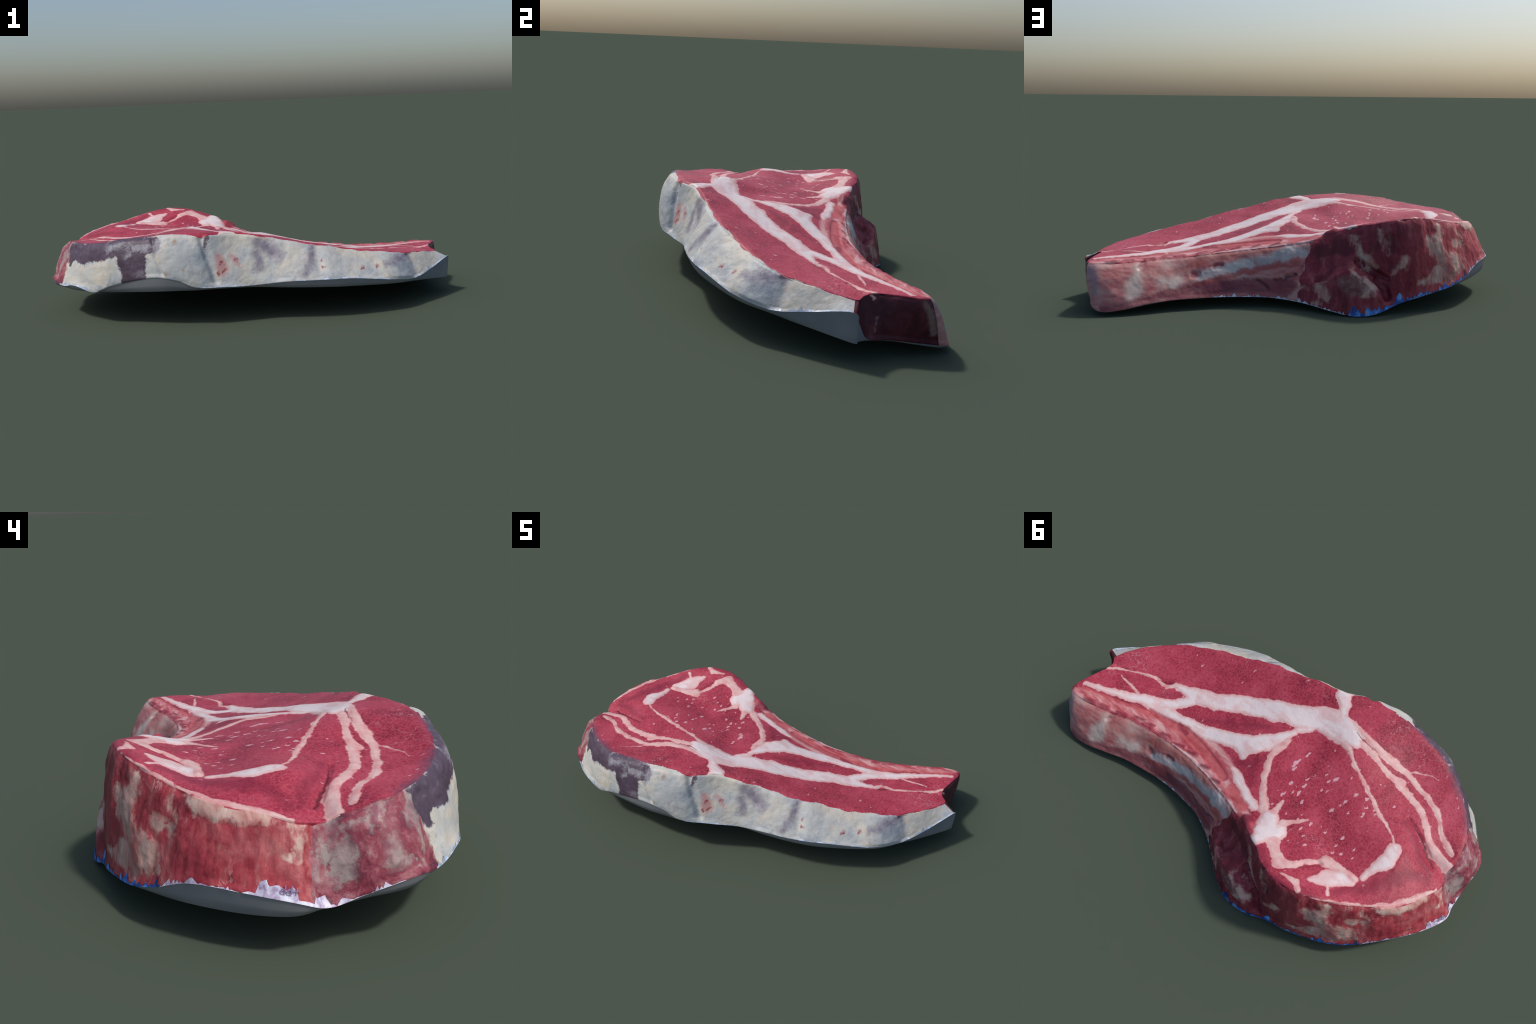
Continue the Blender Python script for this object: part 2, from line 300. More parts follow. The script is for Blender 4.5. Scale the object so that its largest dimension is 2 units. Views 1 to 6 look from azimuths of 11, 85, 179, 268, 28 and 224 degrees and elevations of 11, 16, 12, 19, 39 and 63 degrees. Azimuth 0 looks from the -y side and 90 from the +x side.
END_SIDE = {
    "cream_rim": [(-0.818, 0.2, 0.355, 0.0226), (-0.853, 0.144, 0.353, 0.0277), (-0.881, 0.09, 0.342, 0.0201), (-0.896, 0.036, 0.341, 0.0145)],
    "cream_col": [(-0.668, 0.354, 0.379, 0.0101), (-0.662, 0.379, 0.326, 0.0164), (-0.677, 0.382, 0.276, 0.0185), (-0.709, 0.371, 0.223, 0.0245), (-0.744, 0.351, 0.186, 0.0324), (-0.754, 0.327, 0.232, 0.0199)],
    "cream_b": [(-0.767, 0.29, 0.29, 0.0176), (-0.79, 0.266, 0.286, 0.0116), (-0.807, 0.26, 0.255, 0.0077)],
    "cream_c": [(-0.761, 0.262, 0.365, 0.0077), (-0.775, 0.264, 0.33, 0.0085), (-0.808, 0.237, 0.308, 0.0084)],
    "edge_r": [(-0.913, -0.052, 0.327, 0.0108), (-0.934, -0.056, 0.297, 0.0065), (-0.953, -0.025, 0.256, 0.0072)],
    "grey_low": [(-0.586, 0.455, 0.137, 0.0176), (-0.672, 0.41, 0.155, 0.0211)],
    "cap1": [(-0.872, -0.252, 0.346, 0.0149), (-0.904, -0.246, 0.312, 0.0148), (-0.917, -0.266, 0.277, 0.0148), (-0.932, -0.282, 0.231, 0.0186)],
    "cap2": [(-0.822, -0.339, 0.346, 0.0116), (-0.856, -0.335, 0.307, 0.0153), (-0.871, -0.344, 0.272, 0.0115), (-0.883, -0.357, 0.232, 0.0096)],
    "cap3": [(-0.925, -0.151, 0.267, 0.0183), (-0.947, -0.144, 0.219, 0.0165), (-0.959, -0.12, 0.186, 0.0165)],
    "cap4": [(-0.897, -0.24, 0.325, 0.0111), (-0.913, -0.186, 0.307, 0.011), (-0.906, -0.147, 0.299, 0.011)],
    "cap_foot": [(-0.954, -0.081, 0.225, 0.02), (-0.958, -0.095, 0.195, 0.0164)],
    "cleft_pale": [(-0.78, -0.139, 0.341, 0.0193), (-0.853, -0.133, 0.317, 0.0131), (-0.912, -0.117, 0.284, 0.0073), (-0.936, -0.098, 0.244, 0.0146)],
    "cap_dark": [(-0.705, -0.423, 0.366, 0.0246), (-0.75, -0.421, 0.323, 0.0243)],
    "cap_white": [(-0.652, -0.504, 0.273, 0.0172), (-0.709, -0.483, 0.261, 0.0168)],
    "cap_cream": [(-0.782, -0.43, 0.259, 0.0283), (-0.776, -0.458, 0.221, 0.0246)],
}
BACK_SIDE = {
    "torn1": [(-0.279, 0.403, 0.331, 0.0085), (-0.295, 0.422, 0.283, 0.0085), (-0.319, 0.439, 0.252, 0.017), (-0.344, 0.46, 0.196, 0.0212)],
    "torn2": [(-0.391, 0.441, 0.364, 0.0063), (-0.404, 0.454, 0.307, 0.0076), (-0.42, 0.464, 0.266, 0.0059)],
    "torn3": [(-0.5, 0.471, 0.247, 0.0148), (-0.484, 0.479, 0.201, 0.0127), (-0.454, 0.486, 0.177, 0.0127)],
    "torn4": [(-0.617, 0.413, 0.322, 0.0173), (-0.657, 0.398, 0.272, 0.0174), (-0.713, 0.376, 0.193, 0.0265), (-0.718, 0.38, 0.154, 0.0265), (-0.668, 0.41, 0.165, 0.0262)],
    "lump_w": [(-0.268, 0.5, 0.196, 0.0084), (-0.283, 0.517, 0.171, 0.0083)],
    "lump_w2": [(-0.326, 0.512, 0.161, 0.0125), (-0.346, 0.521, 0.134, 0.0188), (-0.317, 0.534, 0.086, 0.0146)],
    "lump_grey": [(-0.247, 0.517, 0.141, 0.0333), (-0.271, 0.526, 0.117, 0.0292)],
    "lump_w3": [(0.041, 0.4, 0.079, 0.0172), (-0.043, 0.425, 0.097, 0.0085)],
    "lump_w4": [(-0.142, 0.495, 0.079, 0.021), (-0.121, 0.472, 0.12, 0.0169)],
    "low_white": [(-0.109, 0.484, 0.045, 0.0169)],
    "dark1": [(-0.415, 0.475, 0.153, 0.0085), (-0.327, 0.456, 0.208, 0.0076), (-0.29, 0.437, 0.234, 0.0064)],
    "dark2": [(-0.377, 0.474, 0.152, 0.0068), (-0.411, 0.483, 0.107, 0.0085), (-0.427, 0.498, 0.072, 0.0068)],
    "dark3": [(-0.181, 0.434, 0.198, 0.0051), (-0.142, 0.465, 0.158, 0.0076), (-0.102, 0.432, 0.145, 0.006)],
    "dark4": [(-0.431, 0.456, 0.342, 0.0127), (-0.44, 0.468, 0.284, 0.0127)],
    "dark5": [(-0.122, 0.358, 0.252, 0.0259), (-0.164, 0.369, 0.263, 0.0215), (-0.23, 0.394, 0.277, 0.0257), (-0.218, 0.379, 0.309, 0.0171)],
}
BONE_SIDE = {
    "cream1": [(0.703, 0.442, 0.177, 0.0175), (0.71, 0.488, 0.122, 0.0348), (0.723, 0.519, 0.077, 0.0216)],
    "cream2": [(0.598, 0.434, 0.132, 0.0219), (0.536, 0.411, 0.127, 0.0308), (0.555, 0.437, 0.097, 0.0219)],
    "strip": [(0.417, 0.372, 0.136, 0.0266), (0.3, 0.341, 0.161, 0.0276), (0.189, 0.325, 0.195, 0.0267), (0.056, 0.331, 0.22, 0.0267), (0.007, 0.327, 0.249, 0.0261), (-0.049, 0.346, 0.24, 0.0173)],
    "strip_end": [(-0.051, 0.334, 0.264, 0.0052), (-0.059, 0.368, 0.196, 0.006), (-0.048, 0.389, 0.152, 0.006)],
    "red1": [(0.441, 0.402, 0.098, 0.0132), (0.321, 0.363, 0.125, 0.0155), (0.166, 0.34, 0.171, 0.0156), (0.059, 0.343, 0.194, 0.0152), (-0.019, 0.36, 0.199, 0.013)],
    "dot1": [(0.457, 0.371, 0.149, 0.0124), (0.437, 0.368, 0.148, 0.0124)],
    "dot2": [(0.358, 0.336, 0.178, 0.0111), (0.327, 0.331, 0.182, 0.0112)],
    "crack": [(0.187, 0.309, 0.223, 0.0027), (0.175, 0.335, 0.179, 0.0045)],
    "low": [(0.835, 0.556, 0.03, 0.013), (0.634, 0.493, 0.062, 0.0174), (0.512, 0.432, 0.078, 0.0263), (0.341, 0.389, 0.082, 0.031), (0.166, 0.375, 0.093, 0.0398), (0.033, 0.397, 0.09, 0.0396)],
    "hole1": [(0.161, 0.365, 0.118, 0.0062), (0.121, 0.377, 0.093, 0.0053), (0.113, 0.382, 0.081, 0.0053)],
    "hole2": [(0.077, 0.373, 0.12, 0.0062), (0.012, 0.385, 0.132, 0.007), (0.033, 0.377, 0.136, 0.0095), (-0.006, 0.384, 0.146, 0.0108)],
    "spur": [(0.689, 0.419, 0.194, 0.0079), (0.679, 0.402, 0.204, 0.0088)],
    "corner": [(0.898, 0.469, 0.204, 0.0176), (0.888, 0.503, 0.147, 0.0175), (0.881, 0.528, 0.088, 0.0131)],
    "topred": [(0.661, 0.439, 0.159, 0.0079), (0.518, 0.372, 0.172, 0.0111), (0.412, 0.321, 0.206, 0.0179), (0.301, 0.303, 0.222, 0.0135), (0.078, 0.3, 0.263, 0.0134)],
    "nub0": [(0.837, 0.443, 0.22, 0.0101), (0.797, 0.426, 0.22, 0.0119)],
    "nub1": [(0.764, 0.409, 0.22, 0.0101), (0.725, 0.392, 0.219, 0.0118)],
    "nub2": [(0.673, 0.374, 0.217, 0.01), (0.633, 0.358, 0.217, 0.0117)],
    "nub3": [(0.597, 0.332, 0.221, 0.0099), (0.557, 0.316, 0.222, 0.0116)],
    "nub4": [(0.543, 0.325, 0.221, 0.0098), (0.502, 0.309, 0.224, 0.0115)],
    "nub5": [(0.442, 0.299, 0.228, 0.0097), (0.4, 0.284, 0.234, 0.0114)],
    "nub6": [(0.358, 0.288, 0.237, 0.0096), (0.317, 0.274, 0.244, 0.0112)],
    "nub7": [(0.279, 0.274, 0.247, 0.0095), (0.239, 0.26, 0.254, 0.0111)],
    "nub8": [(0.191, 0.281, 0.256, 0.0093), (0.15, 0.268, 0.266, 0.011)],
    "nub9": [(0.104, 0.294, 0.262, 0.0092), (0.061, 0.283, 0.278, 0.0108)],
}
RIB_END = {
    "bone": [(0.931, 0.428, 0.197, 0.0135), (0.928, 0.45, 0.154, 0.0164), (0.918, 0.475, 0.094, 0.0166)],
    "line": [(0.924, 0.465, 0.181, 0.0033), (0.918, 0.486, 0.122, 0.0039), (0.908, 0.502, 0.075, 0.0033)],
    "gap": [(0.929, 0.263, 0.152, 0.0038), (0.942, 0.251, 0.106, 0.0048)],
    "tip": [(0.901, 0.244, 0.226, 0.0059), (0.909, 0.252, 0.212, 0.0059)],
}


# ---------------------------------------------------------------- relief
def chain_distance_3d(p, chain, scale=(1, 1, 1)):
    s = np.array(scale, float)
    q = p * s
    best = np.full(p.shape[:-1], 9.0)
    rows = [np.array(c, float) for c in chain]
    if len(rows) == 1:
        rows = rows * 2
    for a, b in zip(rows[:-1], rows[1:]):
        ca, d = a[:3] * s, (b[:3] - a[:3]) * s
        h = np.clip(((q - ca) @ d) / (d @ d + 1e-12), 0, 1)
        best = np.minimum(best, np.linalg.norm(q - ca - h[..., None] * d, axis=-1) - (a[3] + (b[3] - a[3]) * h))
    return best


def grid_normals(p):
    around = np.roll(p, -1, 1) - np.roll(p, 1, 1)
    along = np.gradient(p, axis=0)
    n = np.cross(along, around)
    size = np.linalg.norm(n, axis=-1, keepdims=True)
    n = n / np.maximum(size, 1e-12)
    n[0] = n[1] = n[2]
    n[-1] = n[-2] = n[-3]
    return n if n[TOP_ROWS // 2, 0, 2] > 0 else -n


def noise_field(p, scale, octaves=3, seed=0.0, stretch=(1, 1, 1)):
    flat = (p * np.array(stretch) * scale + seed).reshape(-1, 3)
    f = mnoise.fractal
    return np.array([f(v, 1.0, 2.0, octaves) for v in flat.tolist()]).reshape(p.shape[:-1])


def add_relief(p):
    n = grid_normals(p)
    rows = np.arange(len(p))[:, None] * np.ones((1, AROUND))
    is_top = rows < TOP_ROWS
    wall_t = np.clip((rows - (TOP_ROWS - 1)) / WALL_ROWS, 0, 1)
    is_wall = (rows >= TOP_ROWS - 1) & (rows < TOP_ROWS + WALL_ROWS)
    x, y, z = p[..., 0], p[..., 1], p[..., 2]
    low_fade = smooth(1.0, 0.88, wall_t)
    broad = noise_field(p, 6.0)
    fine = noise_field(p, 28.0, 2, 7.3)
    d = np.where(is_top, 0.0025 * broad + 0.0007 * fine, 0.0)
    d += np.where(is_wall, low_fade * (0.005 * broad + 0.0016 * fine), 0)

    # cut face: fat stands a little proud, muscles dish, cracks sink
    fat = np.min([chain_distance(x, y, c) for c in FACE_FAT.values()], axis=0)
    d += np.where(is_top, 0.0016 * smooth(0.010, -0.016, fat) - 0.0008 * np.exp(-(fat / 0.005) ** 2), 0)
    for name, depth in (("crack", 0.0015), ("cleft", 0.007), ("fold", 0.006), ("tailcrack", 0.004)):
        d -= np.where(is_top, depth * smooth(0.014, -0.004, chain_distance(x, y, FACE_CRACKS[name])), 0)
    for name, height, soft in (("knob", 0.012, 0.03), ("rib_marrow", -0.004, 0.012), ("rib_red", -0.003, 0.006)):
        d += np.where(rows < TOP_ROWS + 6, height * smooth(0.0, -soft, chain_distance(x, y, FACE_RIB[name])), 0)
    for name, chain in FACE_RIB.items():
        if name.startswith("nub"):
            d += np.where(rows < TOP_ROWS + 8, 0.006 * smooth(0.006, -0.014, chain_distance(x, y, chain)), 0)
    d += np.where(is_top, 0.004 * smooth(0.004, -0.014, chain_distance(x, y, FACE_FAT["tear_flap"])), 0)
    d += np.where(is_top, 0.003 * smooth(0.004, -0.03, chain_distance(x, y, FACE_FAT["joint_fat"])), 0)
    d -= np.where(is_top, 0.006 * smooth(0.012, -0.006, chain_distance(x, y, [(-0.52, 0.24, 0.004), (-0.47, 0.315, 0.006)])), 0)

    # fat cap: lobes parted by creases that lean with the layer
    front = is_wall & (y < 0.15)
    front_fade = smooth(-0.74, -0.58, x) * smooth(0.90, 0.80, x)
    lean = x + 0.35 * (z - 0.32)
    lobes = np.zeros_like(x)
    for at, width, depth in ((-0.105, 0.016, 0.011), (0.165, 0.040, 0.006), (0.362, 0.028, 0.008), (0.60, 0.05, 0.004), (0.775, 0.02, 0.006), (-0.325, 0.010, 0.006)):
        lobes -= depth * np.exp(-((lean - at) / width) ** 2)
    lobes = 1.3 * lobes + 0.005 + 0.003 * np.sin(lean * 21.0)
    d += np.where(front, lobes * front_fade * low_fade * smooth(-0.05, 0.10, wall_t), 0)

    # back and end: torn fibres, clefts between the pieces of meat
    back = is_wall & (y > 0.1) & (x < 0.1)
    end = is_wall & (x < -0.55)
    streak = noise_field(p, 22.0, 3, 3.1, (1, 1, 0.16))
    d += np.where(back | end, low_fade * 0.0040 * streak, 0)
    for name, depth in (("dark1", 0.026), ("dark2", 0.020), ("dark3", 0.022), ("dark4", 0.008), ("dark5", 0.004)):
        k = chain_distance_3d(p, BACK_SIDE[name], (1, 0.35, 1))
        d -= np.where(back, depth * smooth(0.012, -0.004, k), 0)
    for name, depth in (("hole1", 0.008), ("hole2", 0.010), ("spur", 0.006), ("dot1", 0.004), ("dot2", 0.004)):
        k = chain_distance_3d(p, BONE_SIDE[name], (1, 0.35, 1))
        d -= np.where(is_wall & (y > 0.2), depth * smooth(0.010, -0.004, k), 0)
    # groove running down the wall from the cleft
    k = chain_distance_3d(p, [(-0.90, -0.085, 0.31, 0.008), (-0.945, -0.075, 0.25, 0.010), (-0.97, -0.062, 0.18, 0.004)], (0.4, 1, 1))
    d -= np.where(end, 0.010 * smooth(0.016, -0.006, k), 0)
    for name in ("cream_rim", "cap1", "cap2", "cap_foot", "cream_col"):
        k = chain_distance_3d(p, END_SIDE[name], (0.4, 1, 1))
        d += np.where(end, 0.004 * smooth(0.008, -0.010, k), 0)
    d -= np.where(is_top, 0.003, np.where(is_wall, 0.0045 * low_fade, 0))
    q = p + n * d[..., None]
    # settle into the frame: longest side 2 m, centred, on the ground
    lo, hi = q.reshape(-1, 3).min(0), q.reshape(-1, 3).max(0)
    q -= np.array([(lo[0] + hi[0]) / 2, (lo[1] + hi[1]) / 2, lo[2]])
    return q * (2.0 / (hi[0] - lo[0]))


# ---------------------------------------------------------------- materials
def link_group():
    """Node group: distance from a point to one tapering link, melted into the best so far."""
    name = "chain_link"
    if name in bpy.data.node_groups:
        return bpy.data.node_groups[name]
    g = bpy.data.node_groups.new(name, "ShaderNodeTree")
    face = g.interface
    for label, kind in (("Point", "Vector"), ("Best", "Float"), ("Start", "Vector"), ("Direction", "Vector"), ("Back", "Vector"), ("Taper", "Float"), ("Radius", "Float"), ("Melt", "Float")):
        face.new_socket(label, in_out="INPUT", socket_type="NodeSocket" + kind)
    face.new_socket("Distance", in_out="OUTPUT", socket_type="NodeSocketFloat")
    for item in face.items_tree:
        if item.name == "Best":
            item.default_value = 9.0
    start, end = g.nodes.new("NodeGroupInput").outputs, g.nodes.new("NodeGroupOutput").inputs

    def add(kind, op, *links):
        n = g.nodes.new(kind)
        n.operation = op
        for i, source in links:
            g.links.new(source, n.inputs[i])
        return n

    away = add("ShaderNodeVectorMath", "SUBTRACT", (0, start[0]), (1, start[2])).outputs[0]
    dot = add("ShaderNodeVectorMath", "DOT_PRODUCT", (0, away), (1, start[3])).outputs["Value"]
    share = add("ShaderNodeMath", "ADD", (0, dot))
    share.inputs[1].default_value, share.use_clamp = 0.0, True
    back = add("ShaderNodeVectorMath", "SCALE", (0, start[4]), ("Scale", share.outputs[0])).outputs[0]
    gap = add("ShaderNodeVectorMath", "LENGTH", (0, add("ShaderNodeVectorMath", "ADD", (0, back), (1, away)).outputs[0])).outputs["Value"]
    wide = add("ShaderNodeMath", "MULTIPLY_ADD", (0, share.outputs[0]), (1, start[5]), (2, gap)).outputs[0]
    dist = add("ShaderNodeMath", "SUBTRACT", (0, wide), (1, start[6])).outputs[0]
    g.links.new(add("ShaderNodeMath", "SMOOTH_MIN", (0, start[1]), (1, dist), (2, start[7])).outputs[0], end[0])
    return g


class Nodes:
    def __init__(self, name, roughness=0.55, specular=0.25):
        self.mat = bpy.data.materials.new(name)
        self.mat.use_nodes = True
        self.tree = self.mat.node_tree
        self.bsdf = self.tree.nodes["Principled BSDF"]
        self.bsdf.inputs["Roughness"].default_value = roughness
        self.bsdf.inputs["Specular IOR Level"].default_value = specular
        self.pos = self.tree.nodes.new("ShaderNodeTexCoord").outputs["Object"]

    def put(self, socket, value):
        if hasattr(value, "is_output"):
            self.tree.links.new(value, socket)
        else:
            socket.default_value = value

    def math(self, op, a, b=0.0, c=0.0, clamp=False):
        n = self.tree.nodes.new("ShaderNodeMath")
        n.operation, n.use_clamp = op, clamp
        for i, v in enumerate((a, b, c)):
            if hasattr(v, "is_output") or i < (2 if op == "MINIMUM" else 3) and v != n.inputs[i].default_value:
                self.put(n.inputs[i], v)
        return n.outputs[0]

    def vec(self, op, a, b=(0, 0, 0), c=(0, 0, 0)):
        n = self.tree.nodes.new("ShaderNodeVectorMath")
        n.operation = op
        for i, v in enumerate((a, b, c)):
            if hasattr(v, "is_output") or any(v):
                self.put(n.inputs[i], v)
        return n.outputs["Value"] if op in ("LENGTH", "DOT_PRODUCT", "DISTANCE") else n.outputs["Vector"]

    def scaled(self, vector, factor):
        n = self.tree.nodes.new("ShaderNodeVectorMath")
        n.operation = "SCALE"
        self.put(n.inputs[0], vector)
        self.put(n.inputs["Scale"], factor)
        return n.outputs["Vector"]

    def noise(self, scale, detail=3.0, rough=0.5, pos=None, color=False):
        n = self.tree.nodes.new("ShaderNodeTexNoise")
        self.put(n.inputs["Vector"], self.pos if pos is None else pos)
        n.inputs["Scale"].default_value, n.inputs["Detail"].default_value, n.inputs["Roughness"].default_value = scale, detail, rough
        return n.outputs["Color" if color else "Fac"]

    def voronoi(self, scale, feature="F1", pos=None, out="Distance"):
        n = self.tree.nodes.new("ShaderNodeTexVoronoi")
        n.feature = feature
        self.put(n.inputs["Vector"], self.pos if pos is None else pos)
        n.inputs["Scale"].default_value = scale
        return n.outputs[out]

    def step(self, value, a, b):
        """0 at a, 1 at b, smooth between."""
        n = self.tree.nodes.new("ShaderNodeMapRange")
        n.interpolation_type = "SMOOTHSTEP"
        lo, hi, flip = (a, b, False) if a < b else (b, a, True)
        self.put(n.inputs["Value"], value)
        n.inputs["From Min"].default_value, n.inputs["From Max"].default_value = lo, hi
        n.inputs["To Min"].default_value, n.inputs["To Max"].default_value = (1, 0) if flip else (0, 1)
        return n.outputs["Result"]

    def ramp(self, value, stops):
        n = self.tree.nodes.new("ShaderNodeValToRGB")
        self.put(n.inputs[0], value)
        e = n.color_ramp.elements
        while len(e) < len(stops):
            e.new(0.5)
        for el, (at, col) in zip(e, stops):
            el.position, el.color = at, (*col, 1)
        return n.outputs[0]

    def mix(self, fac, a, b, mode="MIX"):
        n = self.tree.nodes.new("ShaderNodeMix")
        n.data_type, n.blend_type = "RGBA", mode
        self.put(n.inputs[0], fac)
        for s, v in ((n.inputs[6], a), (n.inputs[7], b)):
            self.put(s, (*v, 1) if isinstance(v, tuple) else v)
        return n.outputs[2]

    def warped(self, coarse=0.02, fine=0.008, scale=8.0, flat=False, squash=(1, 1, 1)):
        if not hasattr(self, "drift"):  # one slow and one quick drift serve the whole material
            self.drift = [self.vec("SUBTRACT", self.noise(9.0 * k, 3, 0.55, color=True), (0.5, 0.5, 0.5)) for k in (1, 7)]
        a, b = self.scaled(self.drift[0], coarse * 2.2), self.scaled(self.drift[1], fine * 1.8)
        p = self.vec("ADD", self.vec("ADD", self.pos, a), b)
        return self.vec("MULTIPLY", p, (1, 1, 0) if flat else squash)

    def chains(self, pos, chains, squash=(1, 1, 1), melt=0.006):
        """Signed distance to the nearest of several tapering chains."""
        best = None
        for chain in chains:
            rows = [((c[0], c[1], 0.0) if len(c) == 3 else tuple(v * s for v, s in zip(c[:3], squash)), c[-1]) for c in chain]
            if len(rows) == 1:
                rows = [rows[0], (tuple(v + 0.001 for v in rows[0][0]), rows[0][1])]
            for (a, ra), (b, rb) in zip(rows[:-1], rows[1:]):
                ba = [v - u for u, v in zip(a, b)]
                dd = sum(v * v for v in ba)
                n = self.tree.nodes.new("ShaderNodeGroup")
                n.node_tree = link_group()
                self.tree.links.new(pos, n.inputs[0])
                if best is not None:
                    self.tree.links.new(best, n.inputs[1])
                for i, v in zip(range(2, 8), (a, tuple(v / dd for v in ba), tuple(-v for v in ba), ra - rb, ra, melt)):
                    n.inputs[i].default_value = v
                best = n.outputs[0]
        return best

    def finish(self, color, bump=None, strength=0.3, distance=0.004):
        self.put(self.bsdf.inputs["Base Color"], color)
        if bump is not None:
            n = self.tree.nodes.new("ShaderNodeBump")
            n.inputs["Strength"].default_value, n.inputs["Distance"].default_value = strength, distance
            self.put(n.inputs["Height"], bump)
            self.put(self.bsdf.inputs["Normal"], n.outputs[0])
        return self.mat


RED, DEEP_RED, PALE_RED = (0.32, 0.024, 0.050), (0.19, 0.010, 0.028), (0.46, 0.085, 0.115)
FAT, FAT_PINK = (0.66, 0.57, 0.58), (0.60, 0.30, 0.29)
CREAM, PURPLE = (0.44, 0.43, 0.40), (0.060, 0.040, 0.062)


def lean_meat(m):
    """Red muscle with soft patches, fine grain and fat marbling."""
    base = m.ramp(m.noise(6.0, 5, 0.65), [(0.34, DEEP_RED), (0.48, RED), (0.66, (0.40, 0.050, 0.085))])
    bundle = m.warped(0.010, 0.006)
    edge = m.voronoi(62.0, "DISTANCE_TO_EDGE", bundle)
    base = m.mix(m.math("MULTIPLY", m.step(edge, 0.16, 0.0), 0.42), base, PALE_RED)
    tone = m.noise(75.0, 3, 0.7)
    base = m.mix(m.math("MULTIPLY", m.step(tone, 0.50, 0.32), 0.60), base, DEEP_RED)
    speck = m.noise(190.0, 2, 0.7)
    return m.mix(m.math("MULTIPLY", m.step(speck, 0.55, 0.72), 0.45), base, (0.52, 0.15, 0.19)), m.math("ADD", speck, tone)


def links_near_wall(chains, points, reach=0.06):
    kept = []
    for chain in chains:
        for link in zip(chain[:-1], chain[1:]) if len(chain) > 1 else [tuple(chain) * 2]:
            if chain_distance_3d(points, link).min() < reach:
                kept.append(list(link))
    return kept


def links_near(chains, points, reach=0.03):
    """The single links of some chains that pass close to a set of points."""
    kept = []
    for chain in chains:
        for link in zip(chain[:-1], chain[1:]):
            if chain_distance(points[:, 0], points[:, 1], link).min() < reach:
                kept.append(list(link))
    return kept


